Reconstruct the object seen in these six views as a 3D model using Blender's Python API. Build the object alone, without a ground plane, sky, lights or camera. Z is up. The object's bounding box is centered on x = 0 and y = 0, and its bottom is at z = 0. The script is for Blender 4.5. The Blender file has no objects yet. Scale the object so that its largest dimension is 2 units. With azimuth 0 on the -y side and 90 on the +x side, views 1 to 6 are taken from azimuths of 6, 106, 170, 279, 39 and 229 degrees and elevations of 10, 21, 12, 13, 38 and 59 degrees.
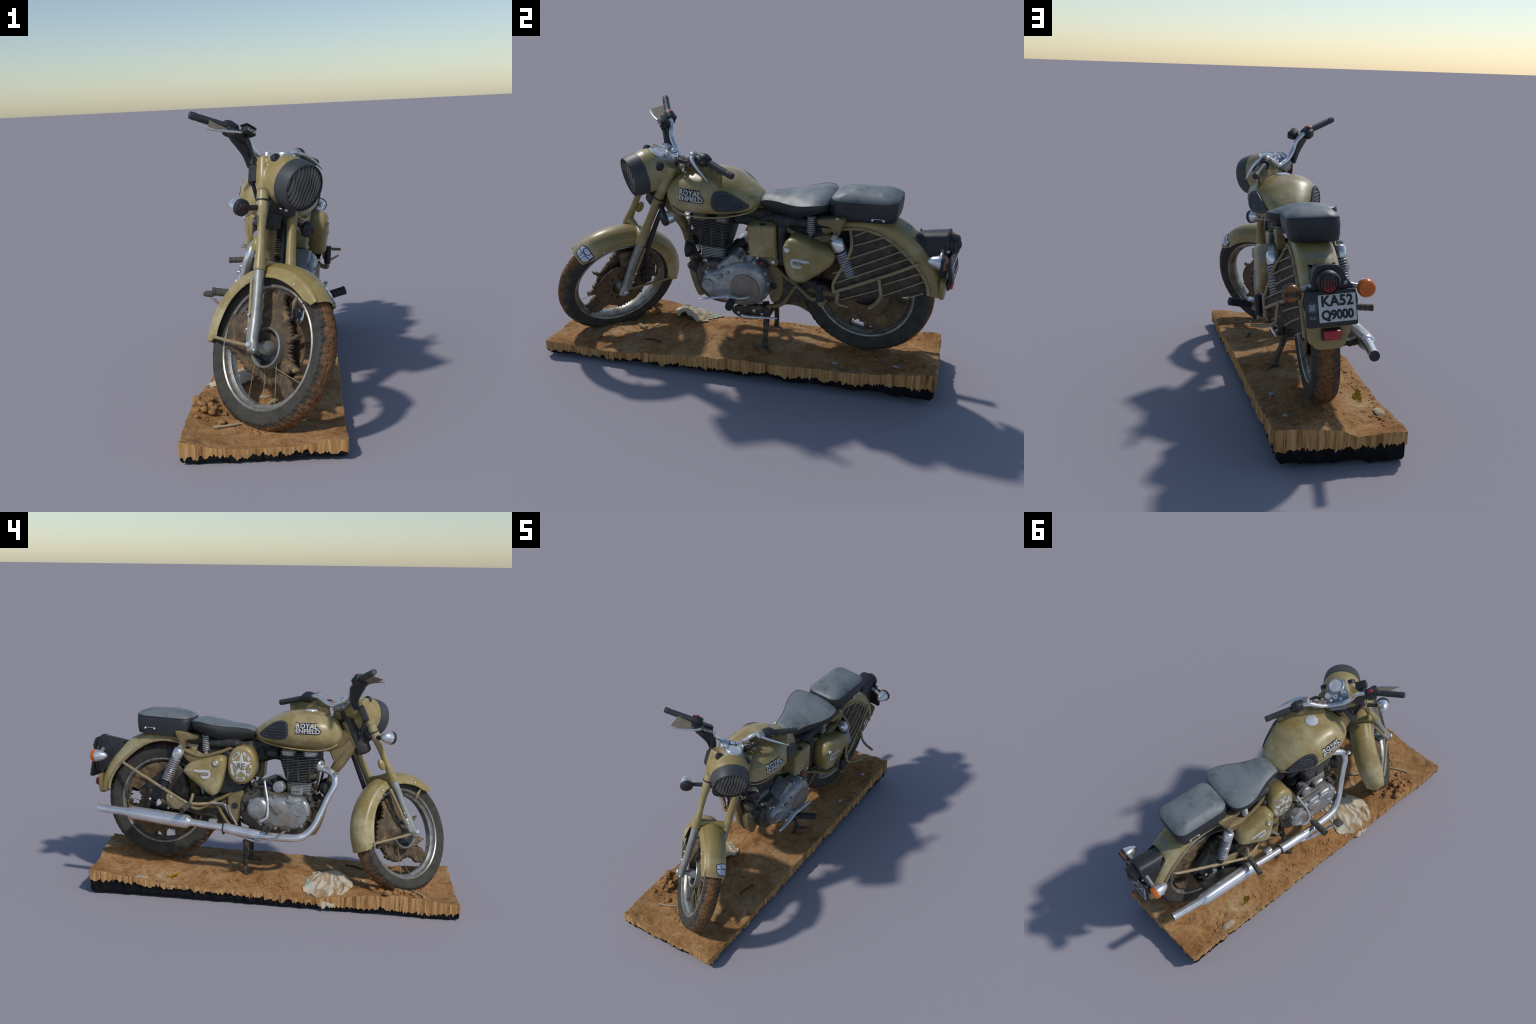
# Weathered khaki motorcycle parked on a cut slab of red earth, with a rag, a leaf, sticks and stones.
import bpy, bmesh, math, random
import numpy as np
from mathutils import Vector, Matrix, noise
from mathutils.bvhtree import BVHTree

random.seed(7)
PI = math.pi
V = Vector

# ------------------------------------------------------------------ frames
def axis_frame(yaw, roll):
    y, r = math.radians(yaw), math.radians(roll)
    ax = V((math.cos(y)*math.cos(r), math.sin(y)*math.cos(r), math.sin(r)))
    e1 = V((0, 0, 1)).cross(ax).normalized()
    return ax, e1, ax.cross(e1)

def to_matrix(o, a, b, c):
    return Matrix(((a.x, b.x, c.x, o.x), (a.y, b.y, c.y, o.y), (a.z, b.z, c.z, o.z), (0, 0, 0, 1)))

mx, my, mz = axis_frame(-2.63, -5.53)          # leaning main frame: s = left side, t = rearward, h = up
REAR_C = V((.0225, .5824, .4531))
OM = REAR_C - my*.5824 - mz*.4531
FM = to_matrix(OM, mx, my, mz)
FR = to_matrix(REAR_C, mx, my, mz)             # rear wheel frame
fx = axis_frame(47.3, -20.33)[0]               # steered front assembly: x = axle, -y = forward, z = up the fork
fz = V((.07, .4085, .909)); fz = (fz - fx*fz.dot(fx)).normalized()
fy = fz.cross(fx)
FRONT_C = V((.0217, -.6898, .3318))
FF = to_matrix(FRONT_C, fx, fy, fz)
FW = Matrix.Identity(4)

# ------------------------------------------------------------------ node materials
def new_mat(name):
    m = bpy.data.materials.new(name); m.use_nodes = True
    nt = m.node_tree; nt.nodes.clear()
    out = nt.nodes.new('ShaderNodeOutputMaterial'); p = nt.nodes.new('ShaderNodeBsdfPrincipled')
    nt.links.new(p.outputs[0], out.inputs[0])
    return m, nt, p

def coords(nt, scale=(1, 1, 1)):
    tc = nt.nodes.new('ShaderNodeTexCoord'); mp = nt.nodes.new('ShaderNodeMapping')
    mp.inputs['Scale'].default_value = scale
    nt.links.new(tc.outputs['Object'], mp.inputs[0]); return mp.outputs[0]

def noise_node(nt, vec, scale, detail=4, rough=.6, dist=0):
    n = nt.nodes.new('ShaderNodeTexNoise'); n.inputs['Scale'].default_value = scale
    n.inputs['Detail'].default_value = detail; n.inputs['Roughness'].default_value = rough
    n.inputs['Distortion'].default_value = dist
    nt.links.new(vec, n.inputs['Vector']); return n.outputs[0]

def ramp(nt, fac, stops):
    r = nt.nodes.new('ShaderNodeValToRGB'); e = r.color_ramp.elements
    while len(e) < len(stops): e.new(.5)
    for el, (pos, col) in zip(e, stops):
        el.position = pos; el.color = (*col, 1) if len(col) == 3 else col
    nt.links.new(fac, r.inputs[0]); return r.outputs[0]

def mix(nt, fac, a, b, mode='MIX'):
    m = nt.nodes.new('ShaderNodeMix'); m.data_type = 'RGBA'; m.blend_type = mode
    for sock, val in ((0, fac), (6, a), (7, b)):
        if isinstance(val, (int, float)): m.inputs[sock].default_value = val
        elif isinstance(val, tuple): m.inputs[sock].default_value = (*val, 1)
        else: nt.links.new(val, m.inputs[sock])
    return m.outputs[2]

def math_node(nt, op, a, b=0.0, c=None):
    m = nt.nodes.new('ShaderNodeMath'); m.operation = op
    for i, val in enumerate((a, b, c)):
        if val is None: continue
        if isinstance(val, (int, float)): m.inputs[i].default_value = val
        else: nt.links.new(val, m.inputs[i])
    return m.outputs[0]

def bump(nt, p, height, strength=.3, dist=.002):
    b = nt.nodes.new('ShaderNodeBump'); b.inputs['Strength'].default_value = strength
    b.inputs['Distance'].default_value = dist
    nt.links.new(height, b.inputs['Height']); nt.links.new(b.outputs[0], p.inputs['Normal'])

def simple(name, col, dark, rough=.5, metal=0, scale=30, bump_s=.0, lo=.35, hi=.65, coat=0, extra=None, stretch=(1, 1, 1), spec=.5):
    """two-tone noisy surface; extra = (colour, scale, threshold) adds a third patchy tone (dust, mud)"""
    m, nt, p = new_mat(name); v = coords(nt, stretch)
    n = noise_node(nt, v, scale, 5, .65)
    c = ramp(nt, n, [(lo, dark), (hi, col)])
    if extra:
        n2 = noise_node(nt, v, extra[1], 6, .7)
        f = ramp(nt, n2, [(extra[2]-.08, (0, 0, 0)), (extra[2]+.08, (1, 1, 1))])
        c = mix(nt, f, c, extra[0])
    nt.links.new(c, p.inputs['Base Color'])
    p.inputs['Roughness'].default_value = rough; p.inputs['Metallic'].default_value = metal
    p.inputs['Coat Weight'].default_value = coat; p.inputs['Coat Roughness'].default_value = .25
    p.inputs['Specular IOR Level'].default_value = spec
    if bump_s: bump(nt, p, n, bump_s)
    return m

KHAKI = (.340, .260, .096)
M_PAINT = simple('khaki_paint', KHAKI, (.285, .210, .070), .42, scale=9, coat=.2, extra=((.45, .385, .215), 4, .55))  # base lightened, pale patches painted in for sky sheen on tank and fender tops
M_FRAME = simple('khaki_frame_paint', (.26, .195, .085), (.17, .125, .055), .5, scale=22, extra=((.2, .13, .065), 14, .62))
M_TUBE = simple('pale_khaki_tube', (.36, .285, .155), (.26, .195, .10), .5, scale=40)
M_BLACK = simple('black_plastic', (.028, .030, .034), (.018, .019, .021), .5, scale=25)
M_RUBBER = simple('grip_rubber', (.055, .06, .062), (.03, .032, .034), .6, scale=90, bump_s=.2)
M_GRIME = simple('oily_brown_grime', (.085, .068, .048), (.025, .022, .019), .7, scale=40, extra=((.19, .14, .09), 20, .62), bump_s=.4)
M_DARK = simple('grimy_dark_metal', (.045, .045, .042), (.015, .015, .014), .6, scale=35, extra=((.10, .075, .045), 18, .66), bump_s=.3)
M_FIN = simple('black_engine_fin', (.06, .058, .055), (.028, .028, .028), .5, scale=40, extra=((.16, .14, .12), 30, .64))
M_ALU = simple('cast_aluminium', (.45, .455, .45), (.28, .285, .28), .36, .5, scale=22, extra=((.30, .235, .16), 9, .60), bump_s=.15)
M_CASE = simple('oily_crankcase', (.13, .12, .105), (.05, .046, .04), .5, .3, scale=24, extra=((.17, .12, .075), 11, .58), bump_s=.2)
M_ALU_DULL = simple('dusty_aluminium', (.30, .245, .195), (.24, .19, .145), .55, .3, scale=20)
M_CHROME = simple('chrome', (.86, .86, .87), (.70, .70, .71), .24, .75, scale=22, extra=((.45, .38, .3), 25, .70), bump_s=.05)  # base whitened to carry the bright sky mirrored in the muffler
M_SLIDER = simple('fork_slider_metal', (.42, .43, .40), (.30, .30, .27), .4, .5, scale=14, extra=((.25, .18, .11), 9, .66))
M_RIM = simple('dirty_rim', (.46, .46, .43), (.25, .235, .20), .38, .6, scale=20, extra=((.17, .115, .065), 11, .58))
M_DISC = simple('rusty_brake_disc', (.20, .125, .07), (.10, .065, .04), .6, .25, scale=30, bump_s=.2)
M_WEB = simple('muddy_spoke_crust', (.17, .115, .065), (.055, .042, .03), .9, scale=26, lo=.3, hi=.75, extra=((.30, .19, .095), 17, .60), bump_s=.6)
M_WEB2 = simple('muddy_wheel_crust', (.20, .135, .065), (.07, .05, .03), .9, scale=30, lo=.3, hi=.75, extra=((.27, .165, .075), 17, .58), bump_s=.6)
M_GUARDBACK = simple('grimy_guard_backing', (.10, .078, .055), (.045, .037, .029), .9, scale=24, extra=((.17, .12, .075), 30, .62), bump_s=.6)
M_CRUST = simple('mud_flap_crust', (.25, .165, .075), (.10, .07, .04), .9, scale=22, bump_s=.5)
M_SEATTOP = simple('sky_tinted_seat_vinyl', (.165, .187, .196), (.075, .086, .088), .5, scale=12, lo=.25, hi=.48, bump_s=.12)  # sky reflection on the upward-facing vinyl baked in as grey
M_SEATSIDE = simple('black_seat_vinyl', (.030, .032, .036), (.022, .024, .027), .5, scale=12)
M_PIPING = simple('seat_piping', (.05, .053, .058), (.03, .032, .035), .5, scale=40)
M_PAD = simple('knee_pad_rubber', (.050, .055, .062), (.036, .039, .044), .55, scale=20)
M_WHITE = simple('white_decal', (.66, .66, .64), (.52, .52, .50), .5, scale=60)
M_EMBLEM = simple('blue_white_decal', (.74, .77, .84), (.60, .64, .72), .45, scale=60)
M_LETTERBLK = simple('black_decal', (.012, .012, .014), (.008, .008, .01), .5, scale=30)
M_RED = simple('red_plastic', (.50, .03, .045), (.38, .02, .03), .35, scale=30)
M_LENSRED = simple('red_lens', (.32, .012, .012), (.20, .008, .008), .2, scale=30)
M_ORANGE = simple('orange_lens', (.75, .19, .02), (.60, .11, .012), .25, scale=22, extra=((.85, .36, .02), 9, .62))
M_AMBERDK = simple('amber_lens', (.30, .12, .03), (.18, .07, .02), .3, scale=22)
M_GRILLE = simple('headlamp_grille_gap', (.20, .19, .14), (.15, .145, .11), .5, scale=20)
M_GLASS = simple('gauge_face', (.60, .63, .67), (.40, .43, .47), .2, .1, scale=30)
M_BADGE = simple('badge_tan', (.22, .15, .075), (.18, .12, .06), .5, scale=30)
M_YELLOW = simple('yellow_knob', (.75, .38, .03), (.65, .30, .02), .4, scale=30)

def soil_material():
    m, nt, p = new_mat('red_soil'); v = coords(nt)
    big = noise_node(nt, v, 5, 6, .6); fine = noise_node(nt, v, 60, 6, .75); mid = noise_node(nt, v, 17, 6, .7, .6)
    c = ramp(nt, big, [(.30, (.30, .138, .050)), (.46, (.37, .195, .078)), (.58, (.42, .245, .112)), (.70, (.47, .31, .165))])
    d = ramp(nt, mid, [(.30, (.30, .25, .22)), (.46, (.9, .88, .85)), (.56, (1, 1, 1)), (.68, (1.35, 1.4, 1.45))])
    c = mix(nt, .8, c, d, 'MULTIPLY')
    e = ramp(nt, fine, [(.28, (.55, .5, .46)), (.5, (1, 1, 1)), (.75, (1.25, 1.22, 1.15))])
    c = mix(nt, .75, c, e, 'MULTIPLY')
    st = noise_node(nt, coords(nt, (90, 9, 30)), 1.0, 3, .5, 2.0)       # pale straw threads
    f = ramp(nt, st, [(.62, (0, 0, 0)), (.68, (1, 1, 1))])
    c = mix(nt, math_node(nt, 'MULTIPLY', f, .45), c, (.52, .38, .20))
    nt.links.new(c, p.inputs['Base Color']); p.inputs['Roughness'].default_value = .95
    p.inputs['Specular IOR Level'].default_value = .15
    bump(nt, p, math_node(nt, 'ADD', fine, mid), .7, .004)
    return m
M_SOIL = soil_material()

def cut_material():
    m, nt, p = new_mat('cut_earth_wall')
    a = noise_node(nt, coords(nt, (110, 110, 5)), 1, 4, .65); b = noise_node(nt, coords(nt, (30, 30, 3)), 1, 3, .6)
    c = ramp(nt, a, [(.32, (.17, .085, .035)), (.42, (.41, .220, .085)), (.56, (.56, .318, .125)), (.72, (.68, .45, .22))])
    d = ramp(nt, b, [(.34, (.5, .42, .36)), (.5, (1, 1, 1))])
    c = mix(nt, .7, c, d, 'MULTIPLY')
    nt.links.new(c, p.inputs['Base Color']); p.inputs['Roughness'].default_value = .95
    p.inputs['Specular IOR Level'].default_value = .1
    bump(nt, p, a, .5, .004); return m
M_CUT = cut_material()
M_UNDER = simple('black_underside', (.011, .012, .014), (.006, .007, .008), .9, scale=20, spec=.2)
M_CLOD = simple('dry_clod', (.42, .235, .095), (.27, .13, .05), .95, scale=35, bump_s=.5, spec=.15)
M_STONE = simple('pale_stone', (.50, .40, .27), (.34, .26, .16), .9, scale=30, bump_s=.3)
M_STICK = simple('pale_stick', (.52, .44, .28), (.38, .29, .16), .9, scale=30)
M_TWIG = simple('dark_twig', (.09, .055, .03), (.05, .03, .02), .9, scale=30)
M_LEAF = simple('yellow_leaf', (.70, .47, .04), (.50, .31, .03), .6, scale=30)
M_SCRAP = simple('pale_scrap', (.42, .45, .47), (.3, .33, .36), .6, scale=30)

def rag_material():
    m, nt, p = new_mat('soiled_rag'); v = coords(nt)
    n = noise_node(nt, v, 12, 5, .6, 1.0)
    c = ramp(nt, n, [(.33, (.36, .235, .12)), (.45, (.53, .43, .29)), (.62, (.60, .53, .40))])
    g = noise_node(nt, v, 7, 2, .5)
    f = ramp(nt, g, [(.62, (0, 0, 0)), (.70, (1, 1, 1))])
    c = mix(nt, math_node(nt, 'MULTIPLY', f, .7), c, (.36, .45, .38))
    nt.links.new(c, p.inputs['Base Color']); p.inputs['Roughness'].default_value = .95; return m
M_RAG = rag_material()

def tyre_material(name, half):
    """grey sidewall; the tread between the shoulders is caked with orange mud (x is the axle direction)"""
    m, nt, p = new_mat(name); v = coords(nt)
    n = noise_node(nt, v, 24, 6, .7); n2 = noise_node(nt, v, 60, 4, .6)
    side = ramp(nt, n, [(.3, (.036, .034, .028)), (.6, (.068, .064, .054))])
    mud = ramp(nt, n2, [(.3, (.075, .042, .022)), (.5, (.19, .088, .036)), (.7, (.28, .145, .062))])
    sx = nt.nodes.new('ShaderNodeSeparateXYZ'); nt.links.new(v, sx.inputs[0])
    ax = math_node(nt, 'ABSOLUTE', sx.outputs[0])
    yz = nt.nodes.new('ShaderNodeVectorMath'); yz.operation = 'MULTIPLY'; yz.inputs[1].default_value = (0, 1, 1)
    nt.links.new(v, yz.inputs[0])
    ln = nt.nodes.new('ShaderNodeVectorMath'); ln.operation = 'LENGTH'; nt.links.new(yz.outputs[0], ln.inputs[0])
    rad = math_node(nt, 'ADD', ln.outputs['Value'], math_node(nt, 'MULTIPLY', math_node(nt, 'SUBTRACT', n, .5), .07))
    f = nt.nodes.new('ShaderNodeMapRange'); f.inputs[1].default_value = half-.012; f.inputs[2].default_value = half+.006
    nt.links.new(rad, f.inputs[0])
    c = mix(nt, f.outputs[0], side, mud)
    nt.links.new(c, p.inputs['Base Color']); p.inputs['Roughness'].default_value = .85
    p.inputs['Specular IOR Level'].default_value = .25
    bump(nt, p, n2, .5, .003); return m
M_TYRE_F = tyre_material('front_tyre_rubber', .303)
M_TYRE_R = tyre_material('rear_tyre_rubber', .309)

# ------------------------------------------------------------------ builders
WORLD = {}

def register(o, parent, W):
    bpy.context.scene.collection.objects.link(o)
    WORLD[o.name] = W
    if parent is not None:
        o.parent = parent; o.matrix_parent_inverse = WORLD[parent.name].inverted()
    o.matrix_basis = W

def empty(name, loc):
    o = bpy.data.objects.new(name, None); o.empty_display_size = .1
    register(o, None, Matrix.Translation(loc)); return o

def catmull(pts, n=8, closed=False):
    """smooth curve through the control points"""
    P = [np.array(p, float) for p in pts]; out = []
    m = len(P); rng = range(m if closed else m-1)
    for i in rng:
        if closed: p0, p1, p2, p3 = P[i-1], P[i], P[(i+1) % m], P[(i+2) % m]
        else:
            p1, p2 = P[i], P[i+1]; p0 = P[i-1] if i else 2*p1-p2; p3 = P[i+2] if i+2 < m else 2*p2-p1
        for k in range(n):
            u = k/n
            out.append(.5*((2*p1)+(-p0+p2)*u+(2*p0-5*p1+4*p2-p3)*u*u+(-p0+3*p1-3*p2+p3)*u**3))
    if not closed: out.append(P[-1])
    return out

def interp(x, table):
    xs = [a for a, _ in table]; ys = [b for _, b in table]
    return float(np.interp(x, xs, ys))

class B:
    """collects vertices and faces of one part"""
    def __init__(s): s.v = []; s.f = []; s.mi = []; s.m = 0
    def add(s, verts, faces):
        o = len(s.v); s.v += [tuple(map(float, p)) for p in verts]
        for f in faces: s.f.append(tuple(o+i for i in f)); s.mi.append(s.m)
        return s
    def loft(s, rings, cap=True, closed=True, loop=False):
        n = len(rings[0]); vs = [p for r in rings for p in r]; fs = []
        R = len(rings)
        for i in range(R if loop else R-1):
            a, b = i*n, ((i+1) % R)*n
            for j in range(n if closed else n-1):
                k = (j+1) % n
                fs.append((a+j, a+k, b+k, b+j))
        if cap and not loop:
            for base, rev in ((0, True), ((R-1)*n, False)):
                c = np.mean([rings[0 if rev else -1][j] for j in range(n)], axis=0)
                vs.append(tuple(c)); ci = len(vs)-1
                for j in range(n):
                    k = (j+1) % n
                    fs.append((base+k, base+j, ci) if rev else (base+j, base+k, ci))
        return s.add(vs, fs)
    def tube(s, pts, r, seg=12, n=6, smooth=True, closed=False, flat=None):
        """sweep a round (or flattened) section along a curve; r is a number or a list of radii at the control points"""
        m = len(pts)
        rs = [r]*m if isinstance(r, (int, float)) else list(r)
        if smooth and m > 2:
            path = catmull(pts, n, closed); rp = [float(q[0]) for q in catmull([(a,) for a in rs], n, closed)]
        else: path = [np.array(p, float) for p in pts]; rp = rs
        L = len(path); up = None; rings = []
        for i in range(L):
            a = path[i-1] if (i or closed) else path[i]; b = path[(i+1) % L] if (i < L-1 or closed) else path[i]
            t = b-a; t /= (np.linalg.norm(t)+1e-12)
            if up is None:
                up = np.cross(t, (0, 0, 1) if abs(t[2]) < .9 else (0, 1, 0)); 
            up = up-t*(up@t); up /= np.linalg.norm(up); w = np.cross(t, up)
            fl = flat if flat else (1, 1)
            rings.append([path[i]+rp[i]*(math.cos(q)*up*fl[0]+math.sin(q)*w*fl[1]) for q in (2*PI*k/seg for k in range(seg))])
        return s.loft(rings, cap=not closed, loop=closed)
    def revolve(s, prof, o, axis, seg=32, cap=True, loop=False):
        """profile of (distance along axis, radius) turned about an axis"""
        o = V(o); ax = V(axis).normalized()
        u = ax.orthogonal().normalized(); w = ax.cross(u)
        rings = [[o+ax*d+(u*math.cos(2*PI*k/seg)+w*math.sin(2*PI*k/seg))*r for k in range(seg)] for d, r in prof]
        return s.loft([[tuple(p) for p in g] for g in rings], cap=cap, loop=loop)
    def ball(s, c, r, seg=16, sx=(1, 1, 1)):
        rings = []
        for i in range(1, seg//2):
            a = PI*i/(seg//2)
            rings.append([(c[0]+r*sx[0]*math.sin(a)*math.cos(2*PI*k/seg), c[1]+r*sx[1]*math.sin(a)*math.sin(2*PI*k/seg), c[2]-r*sx[2]*math.cos(a)) for k in range(seg)])
        return s.loft(rings)
    def box(s, c, size, bev=.004, rot=None):
        """chamfered box"""
        hx, hy, hz = (q/2 for q in size); b = min(bev, hx*.9, hy*.9, hz*.9)
        R = rot if rot else Matrix.Identity(3)
        def ring(z, i):
            x, y = hx-i, hy-i
            return [(x-b, y), (-x+b, y), (-x, y-b), (-x, -y+b), (-x+b, -y), (x-b, -y), (x, -y+b), (x, y-b)], z
        rings = []
        for z, i in ((-hz, b), (-hz+b, 0), (hz-b, 0), (hz, b)):
            pts, zz = ring(z, i)
            rings.append([tuple(V(c)+R @ V((x, y, zz))) for x, y in pts])
        return s.loft(rings)
    def slab(s, outline, s0, s1, rnd=.012, to3=lambda a, b, s: (s, a, b), steps=5, smooth=True, n=6, both=False):
        """thick plate from a 2D outline (t,h), between s0 and s1, with the edge rolled over at s1"""
        P = np.array([q for q in (catmull(outline, n, True) if smooth else outline)], float)
        nxt, prv = np.roll(P, -1, 0), np.roll(P, 1, 0)
        tg = nxt-prv; tg /= np.linalg.norm(tg, axis=1)[:, None]
        nr = np.stack([tg[:, 1], -tg[:, 0]], 1)
        area = np.sum(P[:, 0]*nxt[:, 1]-nxt[:, 0]*P[:, 1])
        if area < 0: nr = -nr
        sg = 1 if s1 > s0 else -1
        lay = []
        if both:
            for k in range(steps): 
                a = PI/2*k/steps; lay.append((rnd*(1-math.sin(a)), s0+sg*rnd*(1-math.cos(a))))
        else: lay.append((0, s0))
        for k in range(steps+1):
            a = PI/2*k/steps; lay.append((rnd*(1-math.cos(a)), s1-sg*rnd*(1-math.sin(a))))
        cen = P.mean(0)
        rings = []
        for ins, ss in lay: rings.append([to3(*(p-q*ins), ss) for p, q in zip(P, nr)])
        for k in (.6, .25):
            rings.append([to3(*(cen+(p-q*rnd-cen)*k), s1+sg*rnd*.10*(1-k)) for p, q in zip(P, nr)])
        return s.loft(rings)
    def spring(s, a, b, r, wire, turns, seg=8, per=14):
        a, b = np.array(a, float), np.array(b, float); ax = b-a; L = np.linalg.norm(ax); ax /= L
        u = np.cross(ax, (1, 0, 0)); u /= np.linalg.norm(u); w = np.cross(ax, u)
        N = int(turns*per)
        pts = [a+ax*L*i/N+r*(math.cos(2*PI*i/per)*u+math.sin(2*PI*i/per)*w) for i in range(N+1)]
        return s.tube(pts, wire, seg, smooth=False)
    def mesh(s, name, mats):
        me = bpy.data.meshes.new(name); me.from_pydata(s.v, [], s.f); 
        for m in mats: me.materials.append(m)
        if len(mats) > 1: me.polygons.foreach_set('material_index', s.mi)
        bm = bmesh.new(); bm.from_mesh(me); bmesh.ops.recalc_face_normals(bm, faces=bm.faces); bm.to_mesh(me); bm.free()
        return me
    def make(s, name, parent, mats, frame=FM, angle=40):
        if not isinstance(mats, (list, tuple)): mats = [mats]
        me = s.mesh(name, mats)
        me.polygons.foreach_set('use_smooth', [True]*len(me.polygons))
        if angle < 179: me.set_sharp_from_angle(angle=math.radians(angle))
        o = bpy.data.objects.new(name, me); register(o, parent, frame); return o
    def bvh(s): return BVHTree.FromPolygons([V(p) for p in s.v], s.f)
    def melted(s, name, parent, mats, frame=FM, voxel=.006, smooth=6, angle=180):
        """fuse the overlapping pieces into one continuous skin"""
        o = s.make(name+'_src', None, mats, FW)
        md = o.modifiers.new('r', 'REMESH'); md.mode = 'VOXEL'; md.voxel_size = voxel; md.use_smooth_shade = True
        if smooth:
            sm = o.modifiers.new('s', 'SMOOTH'); sm.iterations = smooth; sm.factor = .5
        bpy.context.view_layer.update()
        me = bpy.data.meshes.new_from_object(o.evaluated_get(bpy.context.evaluated_depsgraph_get()))
        old = o.data; WORLD.pop(o.name, None); bpy.data.objects.remove(o); bpy.data.meshes.remove(old)
        me.name = name
        if not me.materials:
            for m in (mats if isinstance(mats, (list, tuple)) else [mats]): me.materials.append(m)
        me.polygons.foreach_set('use_smooth', [True]*len(me.polygons))
        if angle < 179: me.set_sharp_from_angle(angle=math.radians(angle))
        q = bpy.data.objects.new(name, me); register(q, parent, frame); return q

def instance(src, name, parent, W):
    o = bpy.data.objects.new(name, src.data); register(o, parent, W); return o

def text_mesh(body, size, depth=.0012, offset=0., spacing=1., shear=0., line=.8, align='CENTER'):
    """letter outlines as flat solid pieces: returns (verts2d+depth, faces)"""
    c = bpy.data.curves.new('lettering', 'FONT'); c.body = body; c.size = size; c.extrude = depth
    c.offset = offset; c.align_x = align; c.align_y = 'CENTER'; c.space_character = spacing; c.space_line = line
    c.shear = shear; c.resolution_u = 3
    o = bpy.data.objects.new('lettering', c); bpy.context.scene.collection.objects.link(o)
    bpy.context.view_layer.update()
    me = bpy.data.meshes.new_from_object(o.evaluated_get(bpy.context.evaluated_depsgraph_get()))
    v = [tuple(q.co) for q in me.vertices]; f = [tuple(p.vertices) for p in me.polygons]
    bpy.data.objects.remove(o); bpy.data.curves.remove(c); bpy.data.meshes.remove(me)
    return v, f

def noise3(p, sc, seed=0):
    return noise.fractal(V((p[0]*sc+seed, p[1]*sc-seed*.7, p[2]*sc+seed*1.3)), 1.0, 2.0, 4)

def bolt(b, c, axis, r=.006, l=.005):
    b.revolve([(0, r), (l*.7, r), (l, r*.75)], c, axis, 10)

# ================================================================== GROUND
CTRL = [(-.295, -.998, .082), (-.204, -.992, .066), (-.065, -.984, .054), (.11, -.973, .058), (.24, -.966, .076), (.298, -.962, .076),
        (-.29, .921, .129), (-.292, .863, .13), (-.292, .795, .114), (-.292, .654, .103), (-.292, .582, .090), (-.292, .479, .081), (-.292, .321, .077),
        (-.292, .095, .071), (-.292, -.054, .077), (-.285, -.24, .055), (-.295, -.434, .083), (-.295, -.546, .099), (-.295, -.64, .101), (-.295, -.758, .105), (-.295, -.828, .095),
        (.299, -.943, .072), (.293, -.787, .067), (.287, -.614, .063), (.281, -.433, .078), (.272, -.188, .093), (.264, .05, .108), (.257, .231, .111), (.251, .412, .115),
        (.246, .546, .117), (.24, .72, .135), (.234, .953, .166), (.134, .95, .163), (.022, .945, .155), (-.021, .943, .151), (-.046, .94, .138), (-.086, .935, .120), (-.141, .93, .124), (-.22, .925, .130),
        (0, .60, .136), (-.05, -.766, .064), (.003, -.57, .067), (-.032, -.508, .074), (-.19, -.821, .062), (-.094, -.764, .061), (-.258, -.675, .108), (-.216, -.663, .086),
        (-.203, .481, .085), (-.248, .648, .091), (.16, .761, .139), (.172, .477, .117), (.11, .118, .112), (-.135, .094, .116), (.21, .211, .112), (-.09, -.39, .106), (-.11, -.226, .112),
        (.05, .85, .160), (.0, .90, .158), (-.1, .75, .112), (.1, .6, .13), (.05, -.3, .105), (0, 0, .120), (.0, .3, .130), (-.1, .3, .122), (-.08, -.12, .128), (.1, -.05, .110), (.12, .35, .122), (-.22, .14, .098), (-.16, -.05, .110), (.05, -.48, .086), (-.19, -.3, .104), (-.24, -.42, .102), (-.25, .3, .070), (-.24, .76, .100), (.13, -.35, .090), (-.17, .3, .10), (-.13, .62, .106), (-.12, .88, .112)]
_c = np.array(CTRL)
def _phi(r): return np.where(r > 1e-9, r*r*np.log(np.maximum(r, 1e-9)), 0)
_n = len(_c)
_A = np.zeros((_n+3, _n+3)); _d = np.linalg.norm(_c[:, None, :2]-_c[None, :, :2], axis=2)
_A[:_n, :_n] = _phi(_d)+np.eye(_n)*2e-4; _A[:_n, _n] = 1; _A[:_n, _n+1:] = _c[:, :2]; _A[_n, :_n] = 1; _A[_n+1:, :_n] = _c[:, :2].T
_w = np.linalg.solve(_A, np.concatenate([_c[:, 2], [0, 0, 0]]))
def ground_z(x, y, rough=True):
    r = np.hypot(_c[:, 0]-x, _c[:, 1]-y)
    z = float(_phi(r)@_w[:_n]+_w[_n]+_w[_n+1]*x+_w[_n+2]*y)
    for px_, py_, pr_ in ((-.185, .63, .013), (-.165, .645, .009), (.10, .07, .016), (-.13, -.06, .008), (.19, .60, .008)):
        q_ = ((x-px_)**2+(y-py_)**2)/pr_**2
        if q_ < 6: z -= .016*math.exp(-q_)
    if rough:
        z += .0055*noise3((x, y, 0), 9, 3)+.0028*noise3((x, y, 0), 34, 11)
    return z

CORN = [(-.298, -.998), (.2985, -.962), (.231, .952), (-.290, .921)]
def slab_xy(u, v):
    """u 0..1 from -x to +x, v 0..1 from front to rear"""
    a, b, c, d = (np.array(q) for q in CORN)
    p = (a*(1-u)+b*u)*(1-v)+(d*(1-u)+c*u)*v
    p[0] -= .004*math.sin(PI*v)*u
    return p

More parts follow.
